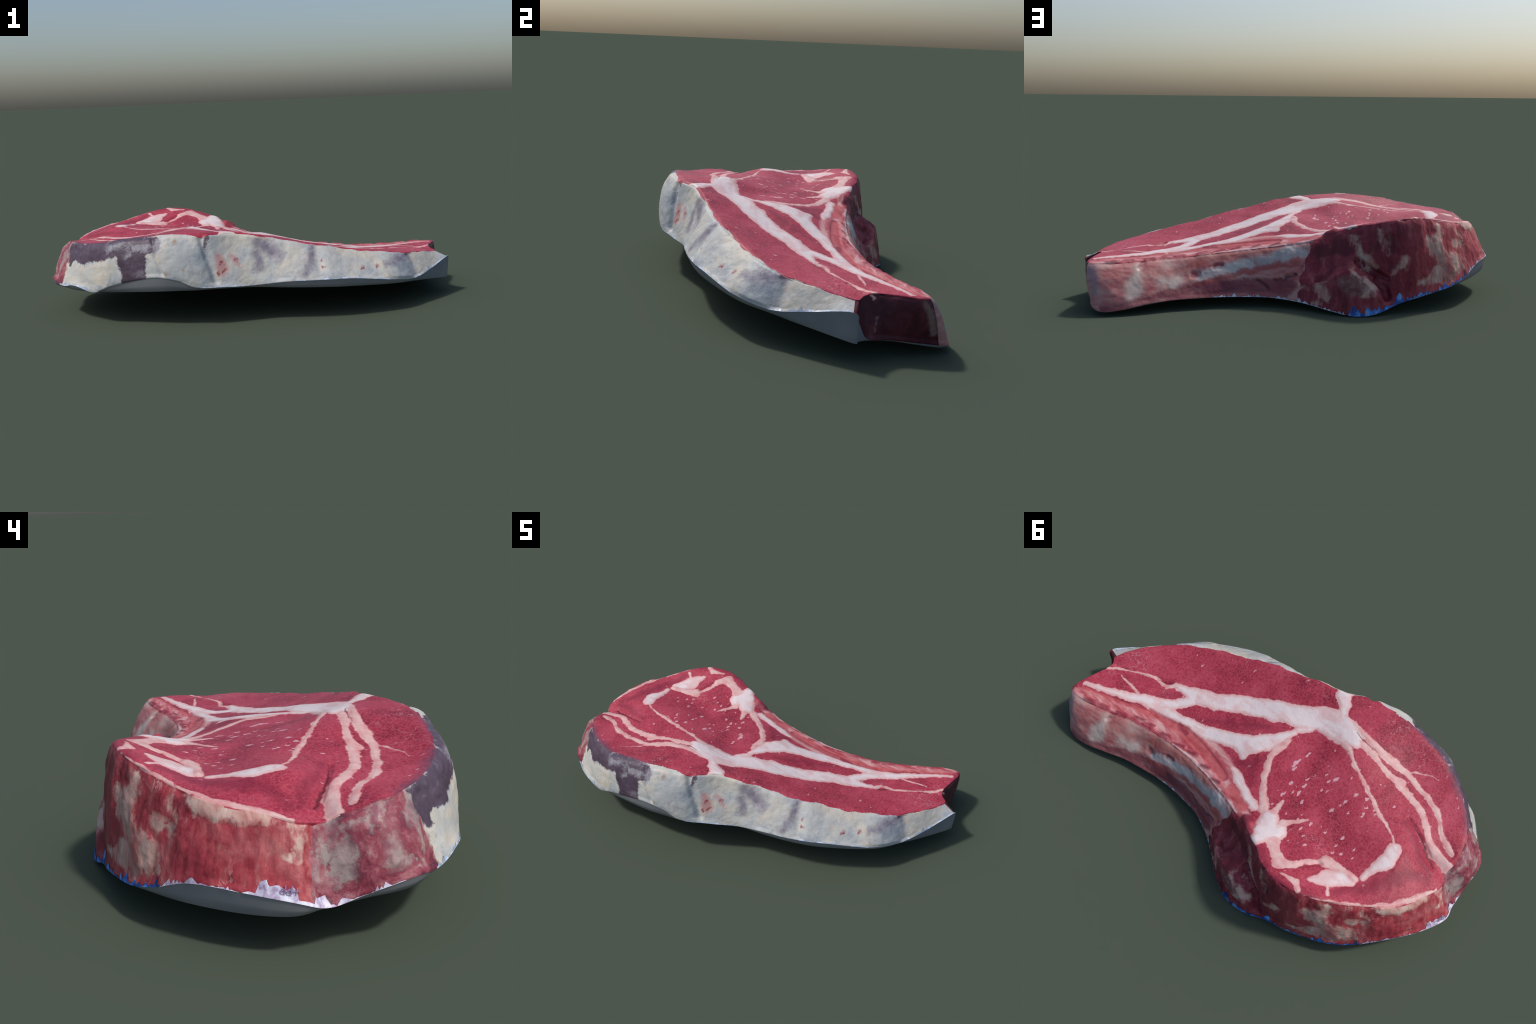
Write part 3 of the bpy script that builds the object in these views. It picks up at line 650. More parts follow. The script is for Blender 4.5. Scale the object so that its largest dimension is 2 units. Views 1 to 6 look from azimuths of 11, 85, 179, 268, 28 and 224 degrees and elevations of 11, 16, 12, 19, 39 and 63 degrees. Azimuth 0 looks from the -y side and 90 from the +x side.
def cut_face_material(points):
    """Look of the cut face; only the seams that reach these points are computed."""
    m = Nodes("cut_meat_face", 0.52, 0.3)
    meat, speck = lean_meat(m)
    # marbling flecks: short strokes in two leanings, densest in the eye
    in_eye = m.step(m.vec("LENGTH", m.vec("MULTIPLY", m.vec("SUBTRACT", m.pos, (-0.34, 0.03, 0.36)), (0.75, 1.2, 0))), 0.34, 0.14)
    for turn, scale, size in ((0.5, 21.0, 0.44), (-0.75, 33.0, 0.52), (1.3, 52.0, 0.66)):
        mp = m.tree.nodes.new("ShaderNodeMapping")
        m.put(mp.inputs["Vector"], m.warped(0.018, 0.012, flat=True))
        mp.inputs["Rotation"].default_value = (0, 0, turn)
        mp.inputs["Scale"].default_value = (1.0, 0.45, 1.0)
        dist = m.voronoi(scale, "F1", mp.outputs[0])
        pick = m.vec("DOT_PRODUCT", m.voronoi(scale, "F1", mp.outputs[0], "Color"), (1, 0, 0))
        size_here = m.math("MULTIPLY", m.math("SUBTRACT", pick, m.math("MULTIPLY_ADD", in_eye, -0.30, 0.77), clamp=True), size)
        fleck = m.math("MULTIPLY", m.step(m.math("SUBTRACT", dist, size_here), 0.035, -0.035), m.step(size_here, 0.0, 0.04))
        meat = m.mix(m.math("MULTIPLY", fleck, 0.78), meat, (0.62, 0.37, 0.41))
    # threads of fat
    thread = m.math("ABSOLUTE", m.math("SUBTRACT", m.noise(9.0, 4, 0.62), 0.5))
    where = m.step(m.noise(4.0, 2), 0.55, 0.66)
    meat = m.mix(m.math("MULTIPLY", m.math("MULTIPLY", m.step(thread, 0.012, 0.0), where), 0.5), meat, (0.55, 0.27, 0.29))

    flat = m.warped(0.018, 0.005, 9, flat=True)
    near = lambda *chains: m.chains(flat, links_near(chains, points), melt=0.010)
    col = meat
    dusk = near(*FACE_DUSK.values())
    if dusk:  # darker fibres
        dusk = m.math("MULTIPLY_ADD", m.math("SUBTRACT", m.noise(18.0, 4, 0.7), 0.5), 0.07, dusk)
        col = m.mix(m.math("MULTIPLY", m.step(dusk, 0.016, -0.030), 0.62), col, (0.17, 0.012, 0.032))
    along = m.tree.nodes.new("ShaderNodeMapping")
    m.put(along.inputs["Vector"], flat)
    along.inputs["Rotation"].default_value = (0, 0, -0.32)
    along.inputs["Scale"].default_value = (0.22, 1.0, 1.0)
    stroke = m.noise(30.0, 4, 0.6, along.outputs[0])
    bed = near(FACE_RIB["rib_bed"], FACE_RIB["rib_bed_inner"])
    if bed:  # pale pink bone edge
        bed_color = m.ramp(stroke, [(0.36, (0.33, 0.045, 0.060)), (0.50, (0.47, 0.15, 0.16)), (0.62, (0.58, 0.32, 0.32))])
        col = m.mix(m.step(bed, 0.006, -0.012), col, bed_color)
    thin = ("eye_seam", "eye_edge", "inner_seam", "outer_seam", "end_rim", "joint_foot", "joint_spike", "joint_spur", "tear_flap", "tear_left", "tail_seam", "tail_vein", "cap_vein")
    thick_fat, thin_fat = near(*(c for k, c in FACE_FAT.items() if k not in thin)), near(*(FACE_FAT[k] for k in thin))
    d = m.math("MINIMUM", thick_fat, thin_fat) if thick_fat and thin_fat else thick_fat or thin_fat
    if d:  # fat seams: white where thick, pink where thin and at their edges
        rag = m.math("MULTIPLY_ADD", m.math("SUBTRACT", m.noise(30.0, 5, 0.65), 0.5), 0.017, d)
        tint = m.ramp(m.math("MULTIPLY_ADD", rag, -36.0, 0.10, clamp=True), [(0.0, (0.52, 0.20, 0.21)), (0.22, (0.60, 0.34, 0.34)), (0.48, (0.63, 0.45, 0.45)), (0.80, FAT)])
        blush = m.math("ADD", m.math("MULTIPLY", m.noise(10.0, 4, 0.6), 0.6), m.math("MULTIPLY", stroke, 0.4))
        tint = m.mix(m.math("MULTIPLY", m.step(blush, 0.47, 0.62), 0.62), tint, (0.59, 0.33, 0.33))
        if thin_fat:  # membranes stay salmon pink
            rosy = m.step(m.math("SUBTRACT", thin_fat, thick_fat), 0.010, -0.006) if thick_fat else 1.0
            skin_pink = m.ramp(m.noise(24.0, 4, 0.6), [(0.36, (0.54, 0.22, 0.22)), (0.62, (0.62, 0.40, 0.38))])
            tint = m.mix(m.math("MULTIPLY", rosy, 0.78), tint, skin_pink)
        col = m.mix(m.step(rag, 0.003, -0.003), col, tint)
    red = near(*(FACE_RIB[k] for k in ("rib_red", "rib_marrow", "rib_neck")))
    if red:
        marrow = m.ramp(m.noise(16.0, 4, 0.6), [(0.35, (0.32, 0.030, 0.040)), (0.6, (0.48, 0.10, 0.11))])
        col = m.mix(m.math("MULTIPLY", m.step(red, 0.006, -0.010), 0.85), col, marrow)
    nub = near(*(c for k, c in FACE_RIB.items() if k.startswith(("nub", "dark_spot", "knob"))))
    if nub:
        col = m.mix(m.math("MULTIPLY", m.step(nub, 0.004, -0.010), 0.85), col, m.ramp(m.noise(22.0, 3), [(0.35, (0.16, 0.016, 0.036)), (0.65, (0.34, 0.05, 0.07))]))
    crack = near(*FACE_CRACKS.values())
    if crack:
        col = m.mix(m.math("MULTIPLY", m.step(crack, 0.002, -0.004), 0.85), col, (0.09, 0.010, 0.02))
    if points[:, 1].min() < -0.25 and points[:, 0].min() < -0.28:  # dry purple skin creeping over the outer edge
        xyz = m.tree.nodes.new("ShaderNodeSeparateXYZ")
        m.put(xyz.inputs[0], m.warped(0.05, 0.02, 10))
        r = m.vec("LENGTH", m.vec("MULTIPLY", m.vec("SUBTRACT", m.warped(0.02, 0.02, 10), (-0.38, 0.0, 0)), (0.83, 1.0, 0)))
        skin = m.math("MULTIPLY", m.step(r, 0.462, 0.500), m.step(xyz.outputs[1], -0.24, -0.32))
        col = m.mix(m.math("MULTIPLY", skin, m.step(xyz.outputs[0], -0.28, -0.36)), col, m.mix(m.noise(30.0, 3), PURPLE, (0.20, 0.05, 0.09)))
    height = m.math("MULTIPLY_ADD", speck, 0.5, m.math("MULTIPLY", m.noise(45.0, 3), 0.8))
    return m.finish(col, height, 0.35, 0.004)


def fat_side_material(points):
    """Look of the fat cap; only the marks that reach these points are computed."""
    m = Nodes("fat_cap_layer", 0.5, 0.3)
    squash = (1, 0.5, 1)
    p = m.warped(0.030, 0.016, 9, squash=squash)
    near = lambda chains: m.chains(p, links_near_wall(chains, points), squash) or 1.0
    tone = m.noise(7.0, 4, 0.6)
    col = m.ramp(tone, [(0.32, (0.31, 0.34, 0.38)), (0.47, (0.43, 0.445, 0.445)), (0.64, (0.53, 0.49, 0.425))])
    col = m.mix(m.math("MULTIPLY", m.step(m.noise(30.0, 4, 0.7), 0.50, 0.68), 0.55), col, (0.24, 0.25, 0.30))
    col = m.mix(m.math("MULTIPLY", m.step(m.noise(14.0, 2), 0.62, 0.74), 0.30), col, (0.52, 0.33, 0.27))
    F = FAT_SIDE
    warm = near([c for k, c in F.items() if k.startswith("warm")])
    col = m.mix(m.math("MULTIPLY", m.step(warm, 0.030, -0.030), 0.6), col, (0.50, 0.455, 0.385))
    cool = near([F["cool1"], F["cool2"]])
    col = m.mix(m.math("MULTIPLY", m.step(cool, 0.030, -0.030), 0.5), col, (0.33, 0.36, 0.39))
    # bruised folds
    soft = near([F["fold"], F["fold_b"], F["fold2"], F["smear"]])
    col = m.mix(m.math("MULTIPLY", m.step(soft, 0.022, -0.022), 0.90), col, m.ramp(m.noise(28.0, 4, 0.7), [(0.35, (0.13, 0.10, 0.15)), (0.65, (0.28, 0.26, 0.31))]))
    pink = near([F["pink"], F["pink2"]])
    col = m.mix(m.math("MULTIPLY", m.step(pink, 0.012, -0.022), 0.75), col, (0.48, 0.20, 0.20))
    brown = near([c for k, c in F.items() if k.startswith("brown")])
    col = m.mix(m.math("MULTIPLY", m.step(brown, 0.006, -0.006), 0.7), col, (0.30, 0.17, 0.10))
    spot = near([c for k, c in F.items() if k.startswith("red")])
    col = m.mix(m.math("MULTIPLY", m.step(spot, 0.005, -0.005), 0.9), col, (0.23, 0.035, 0.045))
    # far end of the cap: the fat is torn off and bruised meat shows
    xyz = m.tree.nodes.new("ShaderNodeSeparateXYZ")
    m.put(xyz.inputs[0], m.warped(0.04, 0.02, 12))
    torn = m.step(m.math("MULTIPLY_ADD", xyz.outputs[1], -0.75, xyz.outputs[0]), -0.545, -0.575)
    swirl = m.noise(15.0, 5, 0.65, m.warped(0.10, 0.02, 6))
    bruise = m.ramp(swirl, [(0.38, (0.085, 0.020, 0.038)), (0.50, (0.23, 0.038, 0.062)), (0.62, (0.29, 0.11, 0.13)), (0.76, (0.42, 0.36, 0.34))])
    col = m.mix(torn, col, bruise)
    E = END_SIDE
    pale = near([E["cap1"], E["cap2"], E["cap3"], E["cap4"], E["cap_foot"], E["cleft_pale"]])
    col = m.mix(m.math("MULTIPLY", m.step(m.math("MULTIPLY_ADD", m.math("SUBTRACT", swirl, 0.5), 0.10, pale), 0.008, -0.012), 0.62), col, m.ramp(m.noise(24.0, 4, 0.6), [(0.4, (0.27, 0.16, 0.18)), (0.6, (0.44, 0.39, 0.36))]))
    # dark dried skin where the fat is missing
    dark = near([F["dark_band"], F["dark_left"], F["dark_col"], F["split"], F["notch"], E["cap_dark"]])
    dark_color = m.ramp(m.noise(11.0, 5, 0.7), [(0.40, PURPLE), (0.56, (0.085, 0.060, 0.090)), (0.68, (0.20, 0.18, 0.22)), (0.80, (0.34, 0.34, 0.37))])
    col = m.mix(m.step(dark, 0.004, -0.006), col, dark_color)
    wisp = near([F["wisp"], F["wisp_b"], F["wisp_c"]])
    col = m.mix(m.math("MULTIPLY", m.step(m.math("MULTIPLY_ADD", m.math("SUBTRACT", m.noise(26.0, 4, 0.7), 0.5), 0.08, wisp), 0.012, -0.012), 0.7), col, (0.30, 0.30, 0.34))
    keep = near([E["cap_cream"], E["cap_white"], [(-0.72, -0.47, 0.235, 0.035), (-0.60, -0.51, 0.235, 0.040), (-0.545, -0.52, 0.265, 0.02)]])
    col = m.mix(m.step(keep, 0.003, -0.003), col, m.ramp(m.noise(9.0, 4), [(0.35, (0.36, 0.38, 0.38)), (0.65, (0.50, 0.45, 0.38))]))
    height = m.math("ADD", m.noise(35.0, 4, 0.6), m.math("MULTIPLY", m.noise(110.0, 2), 0.4))
    return m.finish(col, height, 0.35, 0.006)


def side_meat_material():
    m = Nodes("torn_side_meat", 0.5, 0.3)
    squash = (0.6, 0.6, 1)
    p = m.warped(0.034, 0.018, 9, squash=squash)
    drawn = m.vec("MULTIPLY", m.warped(0.03, 0.006, 10), (1.0, 1.0, 0.25))
    streak = m.noise(26.0, 5, 0.65, drawn)
    col = m.ramp(streak, [(0.32, (0.18, 0.016, 0.028)), (0.47, (0.34, 0.040, 0.056)), (0.60, (0.41, 0.075, 0.085)), (0.74, (0.53, 0.24, 0.22))])
    col = m.mix(m.math("MULTIPLY", m.step(m.noise(6.0, 3), 0.52, 0.66), 0.55), col, m.ramp(m.noise(36.0, 4, 0.7, drawn), [(0.40, (0.24, 0.028, 0.040)), (0.62, (0.44, 0.15, 0.15))]))
    # thin branching threads of fat
    thread = m.math("ABSOLUTE", m.math("SUBTRACT", m.noise(14.0, 4, 0.6, drawn), 0.5))
    col = m.mix(m.math("MULTIPLY", m.math("MULTIPLY", m.step(thread, 0.014, 0.0), m.step(m.noise(5.0, 2), 0.46, 0.58)), 0.7), col, (0.52, 0.30, 0.28))
    # torn back: deeper wine red
    xyz = m.tree.nodes.new("ShaderNodeSeparateXYZ")
    m.put(xyz.inputs[0], m.warped(0.10, 0.03, 7))
    deep = m.math("MULTIPLY", m.step(xyz.outputs[0], -0.66, -0.48), m.step(xyz.outputs[1], 0.30, 0.38))
    wine = m.ramp(m.noise(20.0, 5, 0.65, drawn), [(0.34, (0.10, 0.010, 0.022)), (0.50, (0.22, 0.024, 0.042)), (0.62, (0.28, 0.075, 0.085)), (0.76, (0.36, 0.24, 0.24))])
    col = m.mix(m.math("MULTIPLY", deep, 0.9), col, wine)
    E, B = END_SIDE, BACK_SIDE
    dark = m.chains(p, [B[k] for k in ("dark1", "dark2", "dark3", "dark4", "dark5")], squash)
    col = m.mix(m.math("MULTIPLY", m.step(dark, 0.008, -0.008), 0.75), col, (0.10, 0.012, 0.022))
    cream = m.chains(p, [E[k] for k in ("cream_rim", "cream_col", "cream_b", "cream_c", "edge_r", "grey_low")] + [c for k, c in B.items() if k.startswith(("torn", "lump_w", "low"))], squash)
    rag = m.math("MULTIPLY_ADD", m.math("SUBTRACT", m.noise(24.0, 4, 0.7, drawn), 0.5), 0.06, cream)
    col = m.mix(m.math("MULTIPLY", m.step(rag, 0.008, -0.010), 0.85), col, m.ramp(m.noise(18.0, 4, 0.6, drawn), [(0.36, (0.44, 0.15, 0.14)), (0.50, (0.52, 0.33, 0.28)), (0.66, (0.58, 0.47, 0.41))]))
    grey = m.chains(p, [B["lump_grey"]], squash)
    col = m.mix(m.math("MULTIPLY", m.step(grey, 0.006, -0.014), 0.8), col, m.ramp(m.noise(45.0, 4, 0.7), [(0.35, (0.13, 0.045, 0.045)), (0.65, (0.30, 0.17, 0.16))]))
    return m.finish(col, m.math("ADD", streak, m.math("MULTIPLY", m.noise(80.0, 3), 0.4)), 0.45, 0.006)


def bone_side_material():
    m = Nodes("rib_bone_side", 0.5, 0.3)
    squash = (1, 0.5, 1)
    p = m.warped(0.028, 0.012, 9, squash=squash)
    drawn = m.vec("MULTIPLY", m.warped(0.02, 0.006, 10), (0.28, 0.28, 1.0))
    streak = m.noise(26.0, 4, 0.6, drawn)
    col = m.ramp(streak, [(0.30, (0.34, 0.060, 0.070)), (0.46, (0.45, 0.17, 0.165)), (0.60, (0.51, 0.28, 0.26)), (0.75, (0.56, 0.42, 0.38))])
    N = BONE_SIDE
    cream = m.chains(p, [N["cream1"], N["cream2"]], squash)
    col = m.mix(m.math("MULTIPLY", m.step(cream, 0.020, -0.025), 0.85), col, (0.58, 0.49, 0.44))
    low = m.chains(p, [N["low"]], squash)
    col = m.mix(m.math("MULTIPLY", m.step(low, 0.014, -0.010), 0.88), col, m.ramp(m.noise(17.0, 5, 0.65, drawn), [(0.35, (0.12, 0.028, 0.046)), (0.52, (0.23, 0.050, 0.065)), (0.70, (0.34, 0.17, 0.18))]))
    topred = m.chains(p, [N["topred"]], squash)
    col = m.mix(m.math("MULTIPLY", m.step(topred, 0.012, -0.012), 0.6), col, (0.38, 0.12, 0.10))
    strip = m.chains(p, [N["strip"], N["strip_end"]], squash)
    col = m.mix(m.math("MULTIPLY", m.step(strip, 0.008, -0.012), 0.88), col, m.ramp(streak, [(0.35, (0.38, 0.35, 0.36)), (0.65, (0.50, 0.50, 0.50))]))
    red = m.chains(p, [N["red1"], N["crack"]], squash)
    col = m.mix(m.math("MULTIPLY", m.step(red, 0.008, -0.010), 0.75), col, (0.34, 0.06, 0.06))
    dot = m.chains(p, [N["dot1"], N["dot2"]], squash)
    col = m.mix(m.math("MULTIPLY", m.step(dot, 0.006, -0.008), 0.9), col, (0.28, 0.03, 0.045))
    hole = m.chains(p, [N["hole1"], N["hole2"], N["spur"]], squash)
    col = m.mix(m.math("MULTIPLY", m.step(hole, 0.004, -0.004), 0.85), col, (0.075, 0.030, 0.045))
    nub = m.chains(p, [c for k, c in N.items() if k.startswith("nub")], squash)
    col = m.mix(m.math("MULTIPLY", m.step(nub, 0.004, -0.008), 0.85), col, (0.24, 0.035, 0.06))
    side = m.chains(p, [N["corner"]], squash)
    col = m.mix(m.math("MULTIPLY", m.step(side, 0.012, -0.010), 0.7), col, (0.27, 0.20, 0.25))
    return m.finish(col, m.math("ADD", streak, m.math("MULTIPLY", m.noise(60.0, 3), 0.5)), 0.35, 0.005)


def rib_end_material():
    m = Nodes("dark_rib_end", 0.5, 0.3)
    squash = (0.5, 1, 1)
    p = m.warped(0.02, 0.012, 12, squash=squash)
    drawn = m.vec("MULTIPLY", m.warped(0.02, 0.006, 10), (1, 1, 0.3))
    col = m.ramp(m.noise(22.0, 4, 0.6, drawn), [(0.32, (0.040, 0.008, 0.013)), (0.55, (0.085, 0.013, 0.022)), (0.75, (0.16, 0.036, 0.045))])  # maroon darkened toward the shadow baked on this end face
    X = RIB_END
    bone = m.chains(p, [X["bone"]], squash)
    col = m.mix(m.math("MULTIPLY", m.step(bone, 0.008, -0.010), 0.8), col, (0.27, 0.17, 0.15))
    line = m.chains(p, [X["line"], X["gap"]], squash)
    col = m.mix(m.math("MULTIPLY", m.step(line, 0.004, -0.004), 0.7), col, (0.24, 0.16, 0.16))
    tip = m.chains(p, [X["tip"]], squash)
    col = m.mix(m.step(tip, 0.003, -0.003), col, (0.60, 0.34, 0.30))
    return m.finish(col, m.noise(50.0, 3), 0.35, 0.005)


def underside_material():
    m = Nodes("grey_underside", 0.8, 0.15)
    col = m.ramp(m.noise(6.0, 3), [(0.35, (0.20, 0.215, 0.235)), (0.65, (0.25, 0.26, 0.275))])
    return m.finish(col)


def film_material(name, dark, mid, light):
    m = Nodes(name, 0.4, 0.4)
    fold = m.noise(30.0, 3, 0.6, m.vec("MULTIPLY", m.warped(0.05, 0.01, 12), (1, 1, 0.35)))
    return m.finish(m.ramp(fold, [(0.34, dark), (0.50, mid), (0.62, light)]), fold, 0.4, 0.006)


# ---------------------------------------------------------------- parts
def make_part(name, verts, faces, normals, material, parent, used=None):
    used = np.unique(faces) if used is None else used
    lookup = np.full(len(verts), -1)
    lookup[used] = np.arange(len(used))
    if normals is not None:  # wind the faces the way their normals point
        f = faces[len(faces) // 2]
        if np.dot(np.cross(verts[f[2]] - verts[f[0]], verts[f[3]] - verts[f[1]]), normals[f].sum(0)) < 0:
            faces = faces[:, ::-1]
    me = bpy.data.meshes.new(name)
    me.from_pydata(verts[used].tolist(), [], lookup[faces].tolist())
    me.polygons.foreach_set("use_smooth", np.ones(len(faces), bool))
    me.materials.append(material)
    me.update()
    if normals is not None:
        me.normals_split_custom_set_from_vertices(normals[used].tolist())
    ob = bpy.data.objects.new(name, me)
    bpy.context.scene.collection.objects.link(ob)
    ob.parent = parent
    return ob


MUSCLES = {
    "eye_muscle": [(-0.08, -0.06, 0.10), (-0.28, 0.02, 0.14), (-0.52, 0.09, 0.14)],
    "outer_muscle": [(-0.10, -0.37, 0.02), (-0.35, -0.39, 0.08), (-0.62, -0.36, 0.08), (-0.80, -0.28, 0.06)],
    "ribbon_muscle": [(-0.33, -0.275, 0.006), (-0.52, -0.272, 0.010), (-0.68, -0.235, 0.012), (-0.78, -0.185, 0.006)],
    "wedge_muscle": [(-0.28, -0.205, 0.01), (-0.48, -0.17, 0.05), (-0.66, -0.10, 0.05), (-0.78, -0.03, 0.07), (-0.82, 0.08, 0.04)],
    "edge_muscle": [(-0.78, 0.16, 0.03), (-0.66, 0.29, 0.03), (-0.52, 0.37, 0.03), (-0.40, 0.41, 0.03)],
    "flank_muscle": [(0.00, -0.32, 0.02), (0.25, -0.20, 0.07), (0.50, -0.08, 0.08), (0.82, 0.12, 0.06)],
    "spindle_muscle": [(0.04, -0.085, 0.01), (0.20, 0.01, 0.04), (0.46, 0.165, 0.01)],
    "tail_muscle": [(0.52, 0.115, 0.01), (0.68, 0.19, 0.04), (0.86, 0.31, 0.05)],
    "rib_root_muscle": [(0.10, 0.16, 0.03), (-0.02, 0.14, 0.03), (-0.12, 0.21, 0.02)],
}


def column_near(ring_low, x, y):
    return int(((ring_low[:, 0] - x) ** 2 + (ring_low[:, 1] - y) ** 2).argmin())


def main():
    p, _ = build_surface()
    p = add_relief(p)
    normals = grid_normals(p)
    count = len(p)
    idx = np.arange(count * AROUND).reshape(count, AROUND)
    a, b = idx[:-1], idx[1:]
    quads = np.stack([a, b, np.roll(b, -1, 1), np.roll(a, -1, 1)], -1)
    verts, flat_normals = p.reshape(-1, 3), normals.reshape(-1, 3)

    steak = bpy.data.objects.new("rib_steak", None)
    steak["label"] = "raw bone-in beef rib steak with thick white fat edge"
    steak["category"] = "raw meat"
    bpy.context.scene.collection.objects.link(steak)

    side = side_meat_material()
    bone, rib_end, under = bone_side_material(), rib_end_material(), underside_material()

    centre = verts[quads].mean(2)
    cx, cy, cz = centre[..., 0], centre[..., 1], centre[..., 2]
    row = np.arange(count - 1)[:, None] * np.ones((1, AROUND), int)
    low = p[TOP_ROWS + WALL_ROWS - 1]
    col_x, col_y = low[None, :, 0], low[None, :, 1]
    column = np.arange(AROUND)[None]

    # the border between cut face and wall wanders, most along the fat cap
    s = np.arange(AROUND)
    wander = 1.6 * np.sin(s * 0.11) + 1.2 * np.sin(s * 0.047 + 1.0) + 0.9 * np.sin(s * 0.29 + 2.0)
    on_front = (low[:, 1] < 0.1) & (low[:, 0] > -0.3)
    border = np.round(TOP_ROWS - 1 + np.where(on_front, wander + 1.0, 0.4 * wander)).astype(int)
    is_under = row >= TOP_ROWS + WALL_ROWS - 1
    is_top = row < border[None]
    is_wall = ~is_top & ~is_under

    at_tip = column_near(low, 0.985, 0.18)
    cleft = column_near(low, -0.985, -0.075)
    cap_turn = column_near(low, -0.80, -0.455)
    corner = column_near(low, -0.50, 0.485)
    bone_start = column_near(low, -0.035, 0.45)
    rib_corner = column_near(low, 0.905, 0.505)
    print("columns", at_tip, cap_turn, cleft, corner, bone_start, rib_corner)
    ragged = np.round(1.5 * np.sin(row * 0.35) + 3 * np.sin(row * 0.06 + 1.0)).astype(int)
    col = column + ragged
    front = (column < at_tip) | (column >= AROUND - 8) if at_tip < AROUND // 2 else (column >= at_tip) | (column < cap_turn)
    regions = {
        "end_meat": (is_wall & (column > cleft) & (col <= corner), side),
        "torn_meat": (is_wall & (col > corner) & (col <= bone_start), side),
        "rib_bone": (is_wall & (col > bone_start) & (column <= rib_corner), bone),
        "rib_end": (is_wall & (column > rib_corner), rib_end),
        "underside": (is_under, under),
    }
    # lump of meat hanging low on the back
    edge = np.interp(cx, [-0.47, -0.41, -0.33, -0.25, -0.18, -0.10, 0.0], [1.0, 0.78, 0.50, 0.33, 0.42, 0.52, 0.6])
    t = (row - (TOP_ROWS - 1)) / WALL_ROWS
    lump = is_wall & (t > edge + 0.05) & (cx > -0.43) & (cx < -0.06) & (cy > 0.3)
    regions["torn_meat"] = (regions["torn_meat"][0] & ~lump, side)
    regions["end_meat"] = (regions["end_meat"][0] & ~lump, side)
    regions["meat_lump"] = (lump & (col <= bone_start), side)

    # cut face: fat seams, rib, muscles
    fat = np.min([chain_distance(cx, cy, c) for c in FACE_FAT.values()], axis=0)
    bed = chain_distance(cx, cy, FACE_RIB["rib_bed"])
    reach = np.stack([chain_distance(cx, cy, c) for c in MUSCLES.values()])
    nearest = reach.argmin(0)
    is_rib = is_top & (bed < 0)
    is_fat = is_top & (fat < 0) & ~is_rib
    seams = [
        ("main_seam", "seam_knee", "seam_web", "rim_branch", "tail_seam", "tail_vein"),
        ("lens_seam", "wedge_edge", "rim_white"),
        ("lens_tail", "rib_line"),
        ("outer_seam", "inner_seam", "cap_vein"),
        ("eye_seam", "eye_patch", "end_rim"),
        ("eye_edge", "joint_fat", "joint_spike", "joint_spur", "joint_foot", "tear_white", "tear_flap", "tear_left", "tear_left2"),
    ]
    seam_reach = np.stack([np.min([chain_distance(cx, cy, FACE_FAT[k]) for k in group], axis=0) for group in seams])
    seam_of = seam_reach.argmin(0)
    cap = is_wall & (column <= cap_turn)
    for name, mask in (
        ("fat_cap", cap & (col_x > 0.48)),
        ("fat_cap", cap & (col_x <= 0.48) & (col_x > 0.06)),
        ("fat_cap", cap & (col_x <= 0.06) & (col_x > -0.30)),
        ("fat_cap", cap & (col_x <= -0.30)),
        ("torn_cap_end", is_wall & (column > cap_turn) & (column <= cleft)),
    ):
        make_part(name, verts, quads[mask], flat_normals, fat_side_material(centre[mask][::7]), steak)
    pieces = [("rib_edge", is_rib & (cx > 0.35)), ("rib_edge", is_rib & (cx <= 0.35))]
    pieces += [("fat_seam", is_fat & (seam_of == i)) for i in range(len(seams))]
    pieces += [(name, is_top & ~is_rib & ~is_fat & (nearest == i)) for i, name in enumerate(MUSCLES)]
    for name, mask in pieces:
        if mask.any():
            make_part(name, verts, quads[mask], flat_normals, cut_face_material(centre[mask][::7]), steak)
    for name, (mask, material) in regions.items():
        if mask.any():
            make_part(name, verts, quads[mask], flat_normals, material, steak)

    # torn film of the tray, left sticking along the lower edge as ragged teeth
    rng = random.Random(11)
    films = {
        "blue": film_material("blue_film", (0.010, 0.030, 0.16), (0.012, 0.11, 0.48), (0.14, 0.34, 0.72)),
        "white": film_material("white_film", (0.24, 0.15, 0.28), (0.50, 0.45, 0.60), (0.72, 0.74, 0.84)),
        "pale": film_material("pale_blue_film", (0.20, 0.25, 0.36), (0.36, 0.44, 0.58), (0.58, 0.66, 0.78)),
    }
    strips = [  # from x y to x y, height of the teeth, evenness, colour
        (0.990, 0.165, 0.835, -0.108, 0.020, 0.15, "pale"),
        (0.725, -0.215, 0.300, -0.41, 0.010, 0.5, "pale"),
        (0.100, -0.44, -0.120, -0.52, 0.012, 0.6, "pale"),
        (-0.62, -0.52, -0.85, -0.425, 0.016, 0.4, "pale"),
        (-0.945, -0.30, -0.985, -0.10, 0.022, 0.1, "white"),
        (-0.980, -0.115, -0.975, 0.07, 0.046, 0.75, "white"),
        (-0.96, 0.10, -0.82, 0.29, 0.018, 0.1, "white"),
        (-0.82, 0.29, -0.50, 0.48, 0.036, 0.1, "blue"),
        (-0.50, 0.48, -0.25, 0.54, 0.050, 0.45, "blue"),
        (-0.23, 0.54, 0.36, 0.41, 0.022, 0.0, "pale"),
    ]
    bottom = TOP_ROWS + WALL_ROWS - 1
    for x0, y0, x1, y1, tall, even, color in strips:
        c0, c1 = column_near(low, x0, y0), column_near(low, x1, y1)
        if c1 < c0:
            c1 += AROUND
        height, c = [], c0
        while c <= c1:
            width, peak, lean = rng.choice((2, 3, 4, 5, 7, 9)), 0.15 + 0.95 * rng.random() ** 1.3, rng.uniform(0.15, 0.85)
            for k in range(width):
                u = k / width
                tooth = u / lean if u < lean else (1 - u) / (1 - lean)
                height.append(tall * peak * (even + (1 - even) * tooth))
            c += width
        c1 = c0 + len(height) - 1
        levels, grid, up = 7, [], []
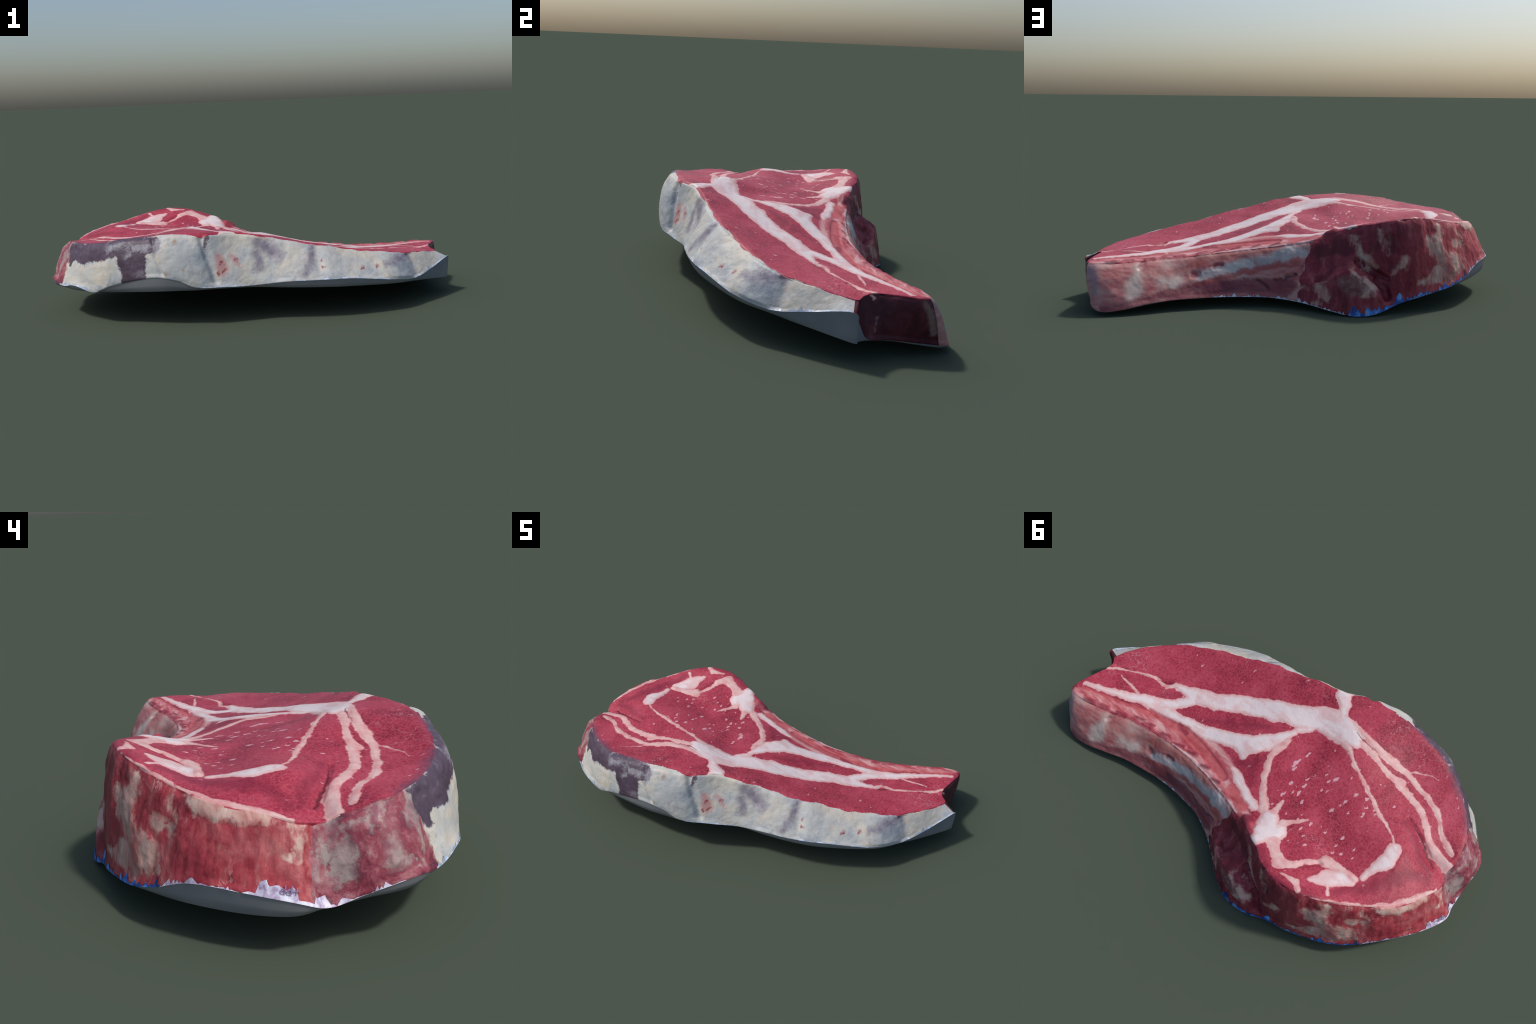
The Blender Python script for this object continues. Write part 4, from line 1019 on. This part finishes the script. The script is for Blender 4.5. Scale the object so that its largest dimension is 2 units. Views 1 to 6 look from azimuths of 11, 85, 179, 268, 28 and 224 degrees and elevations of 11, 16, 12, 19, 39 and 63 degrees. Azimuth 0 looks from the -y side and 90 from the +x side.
        for j, h in zip(range(c0, c1 + 1), height):
            j %= AROUND
            fade = min(1.0, (len(grid) + 1) / 4, (len(height) - len(grid)) / 4)
            line = p[TOP_ROWS - 1 : bottom + 1, j][::-1]
            length = np.concatenate([[0], np.cumsum(np.linalg.norm(np.diff(line, axis=0), axis=1))])
            rise = np.linspace(0, max(h * fade, 0.0006), levels)
            lift = normals[TOP_ROWS - 1 : bottom + 1, j][::-1].copy()
            lift[:3] = lift[3]
            grid.append(np.stack([np.interp(rise, length, line[:, k] + 0.0016 * lift[:, k]) for k in range(3)], 1))
            up.append(np.stack([np.interp(rise, length, lift[:, k]) for k in range(3)], 1))
        g = np.array(grid)
        ids = np.arange(len(g) * levels).reshape(len(g), levels)
        f = np.stack([ids[:-1, :-1], ids[1:, :-1], ids[1:, 1:], ids[:-1, 1:]], -1).reshape(-1, 4)
        make_part("torn_film", g.reshape(-1, 3), f, np.array(up).reshape(-1, 3), films[color], steak)

    # three printed marks on the white film, standing on their heads
    j = column_near(low, -1.000, -0.020)
    i = bottom - int(0.030 / (np.linalg.norm(p[bottom, j] - p[TOP_ROWS - 1, j]) / WALL_ROWS))
    out = Vector(normals[i - 4, j])
    down = (Vector(p[i + 4, j]) - Vector(p[i - 4, j])).normalized()
    right = down.cross(out).normalized()
    curve = bpy.data.curves.new("printed_mark", "FONT")
    curve.body, curve.size, curve.extrude, curve.align_x = "+PP", 0.030, 0.0006, "CENTER"
    helper = bpy.data.objects.new("helper", curve)
    bpy.context.scene.collection.objects.link(helper)
    bpy.context.view_layer.update()
    me = bpy.data.meshes.new_from_object(helper.evaluated_get(bpy.context.evaluated_depsgraph_get()))
    bpy.data.objects.remove(helper)
    bpy.data.curves.remove(curve)
    at = Vector(p[i - 3, j]) + out * 0.0075
    for v in me.vertices:
        v.co = at + right * v.co.x + down * v.co.y + out * v.co.z
    ink = Nodes("purple_ink", 0.5, 0.3)
    me.materials.clear()
    me.materials.append(ink.finish(ink.ramp(ink.noise(40.0, 2), [(0.3, (0.20, 0.10, 0.22)), (0.7, (0.34, 0.24, 0.38))])))
    mark = bpy.data.objects.new("printed_mark", me)
    bpy.context.scene.collection.objects.link(mark)
    mark.parent = steak


main()
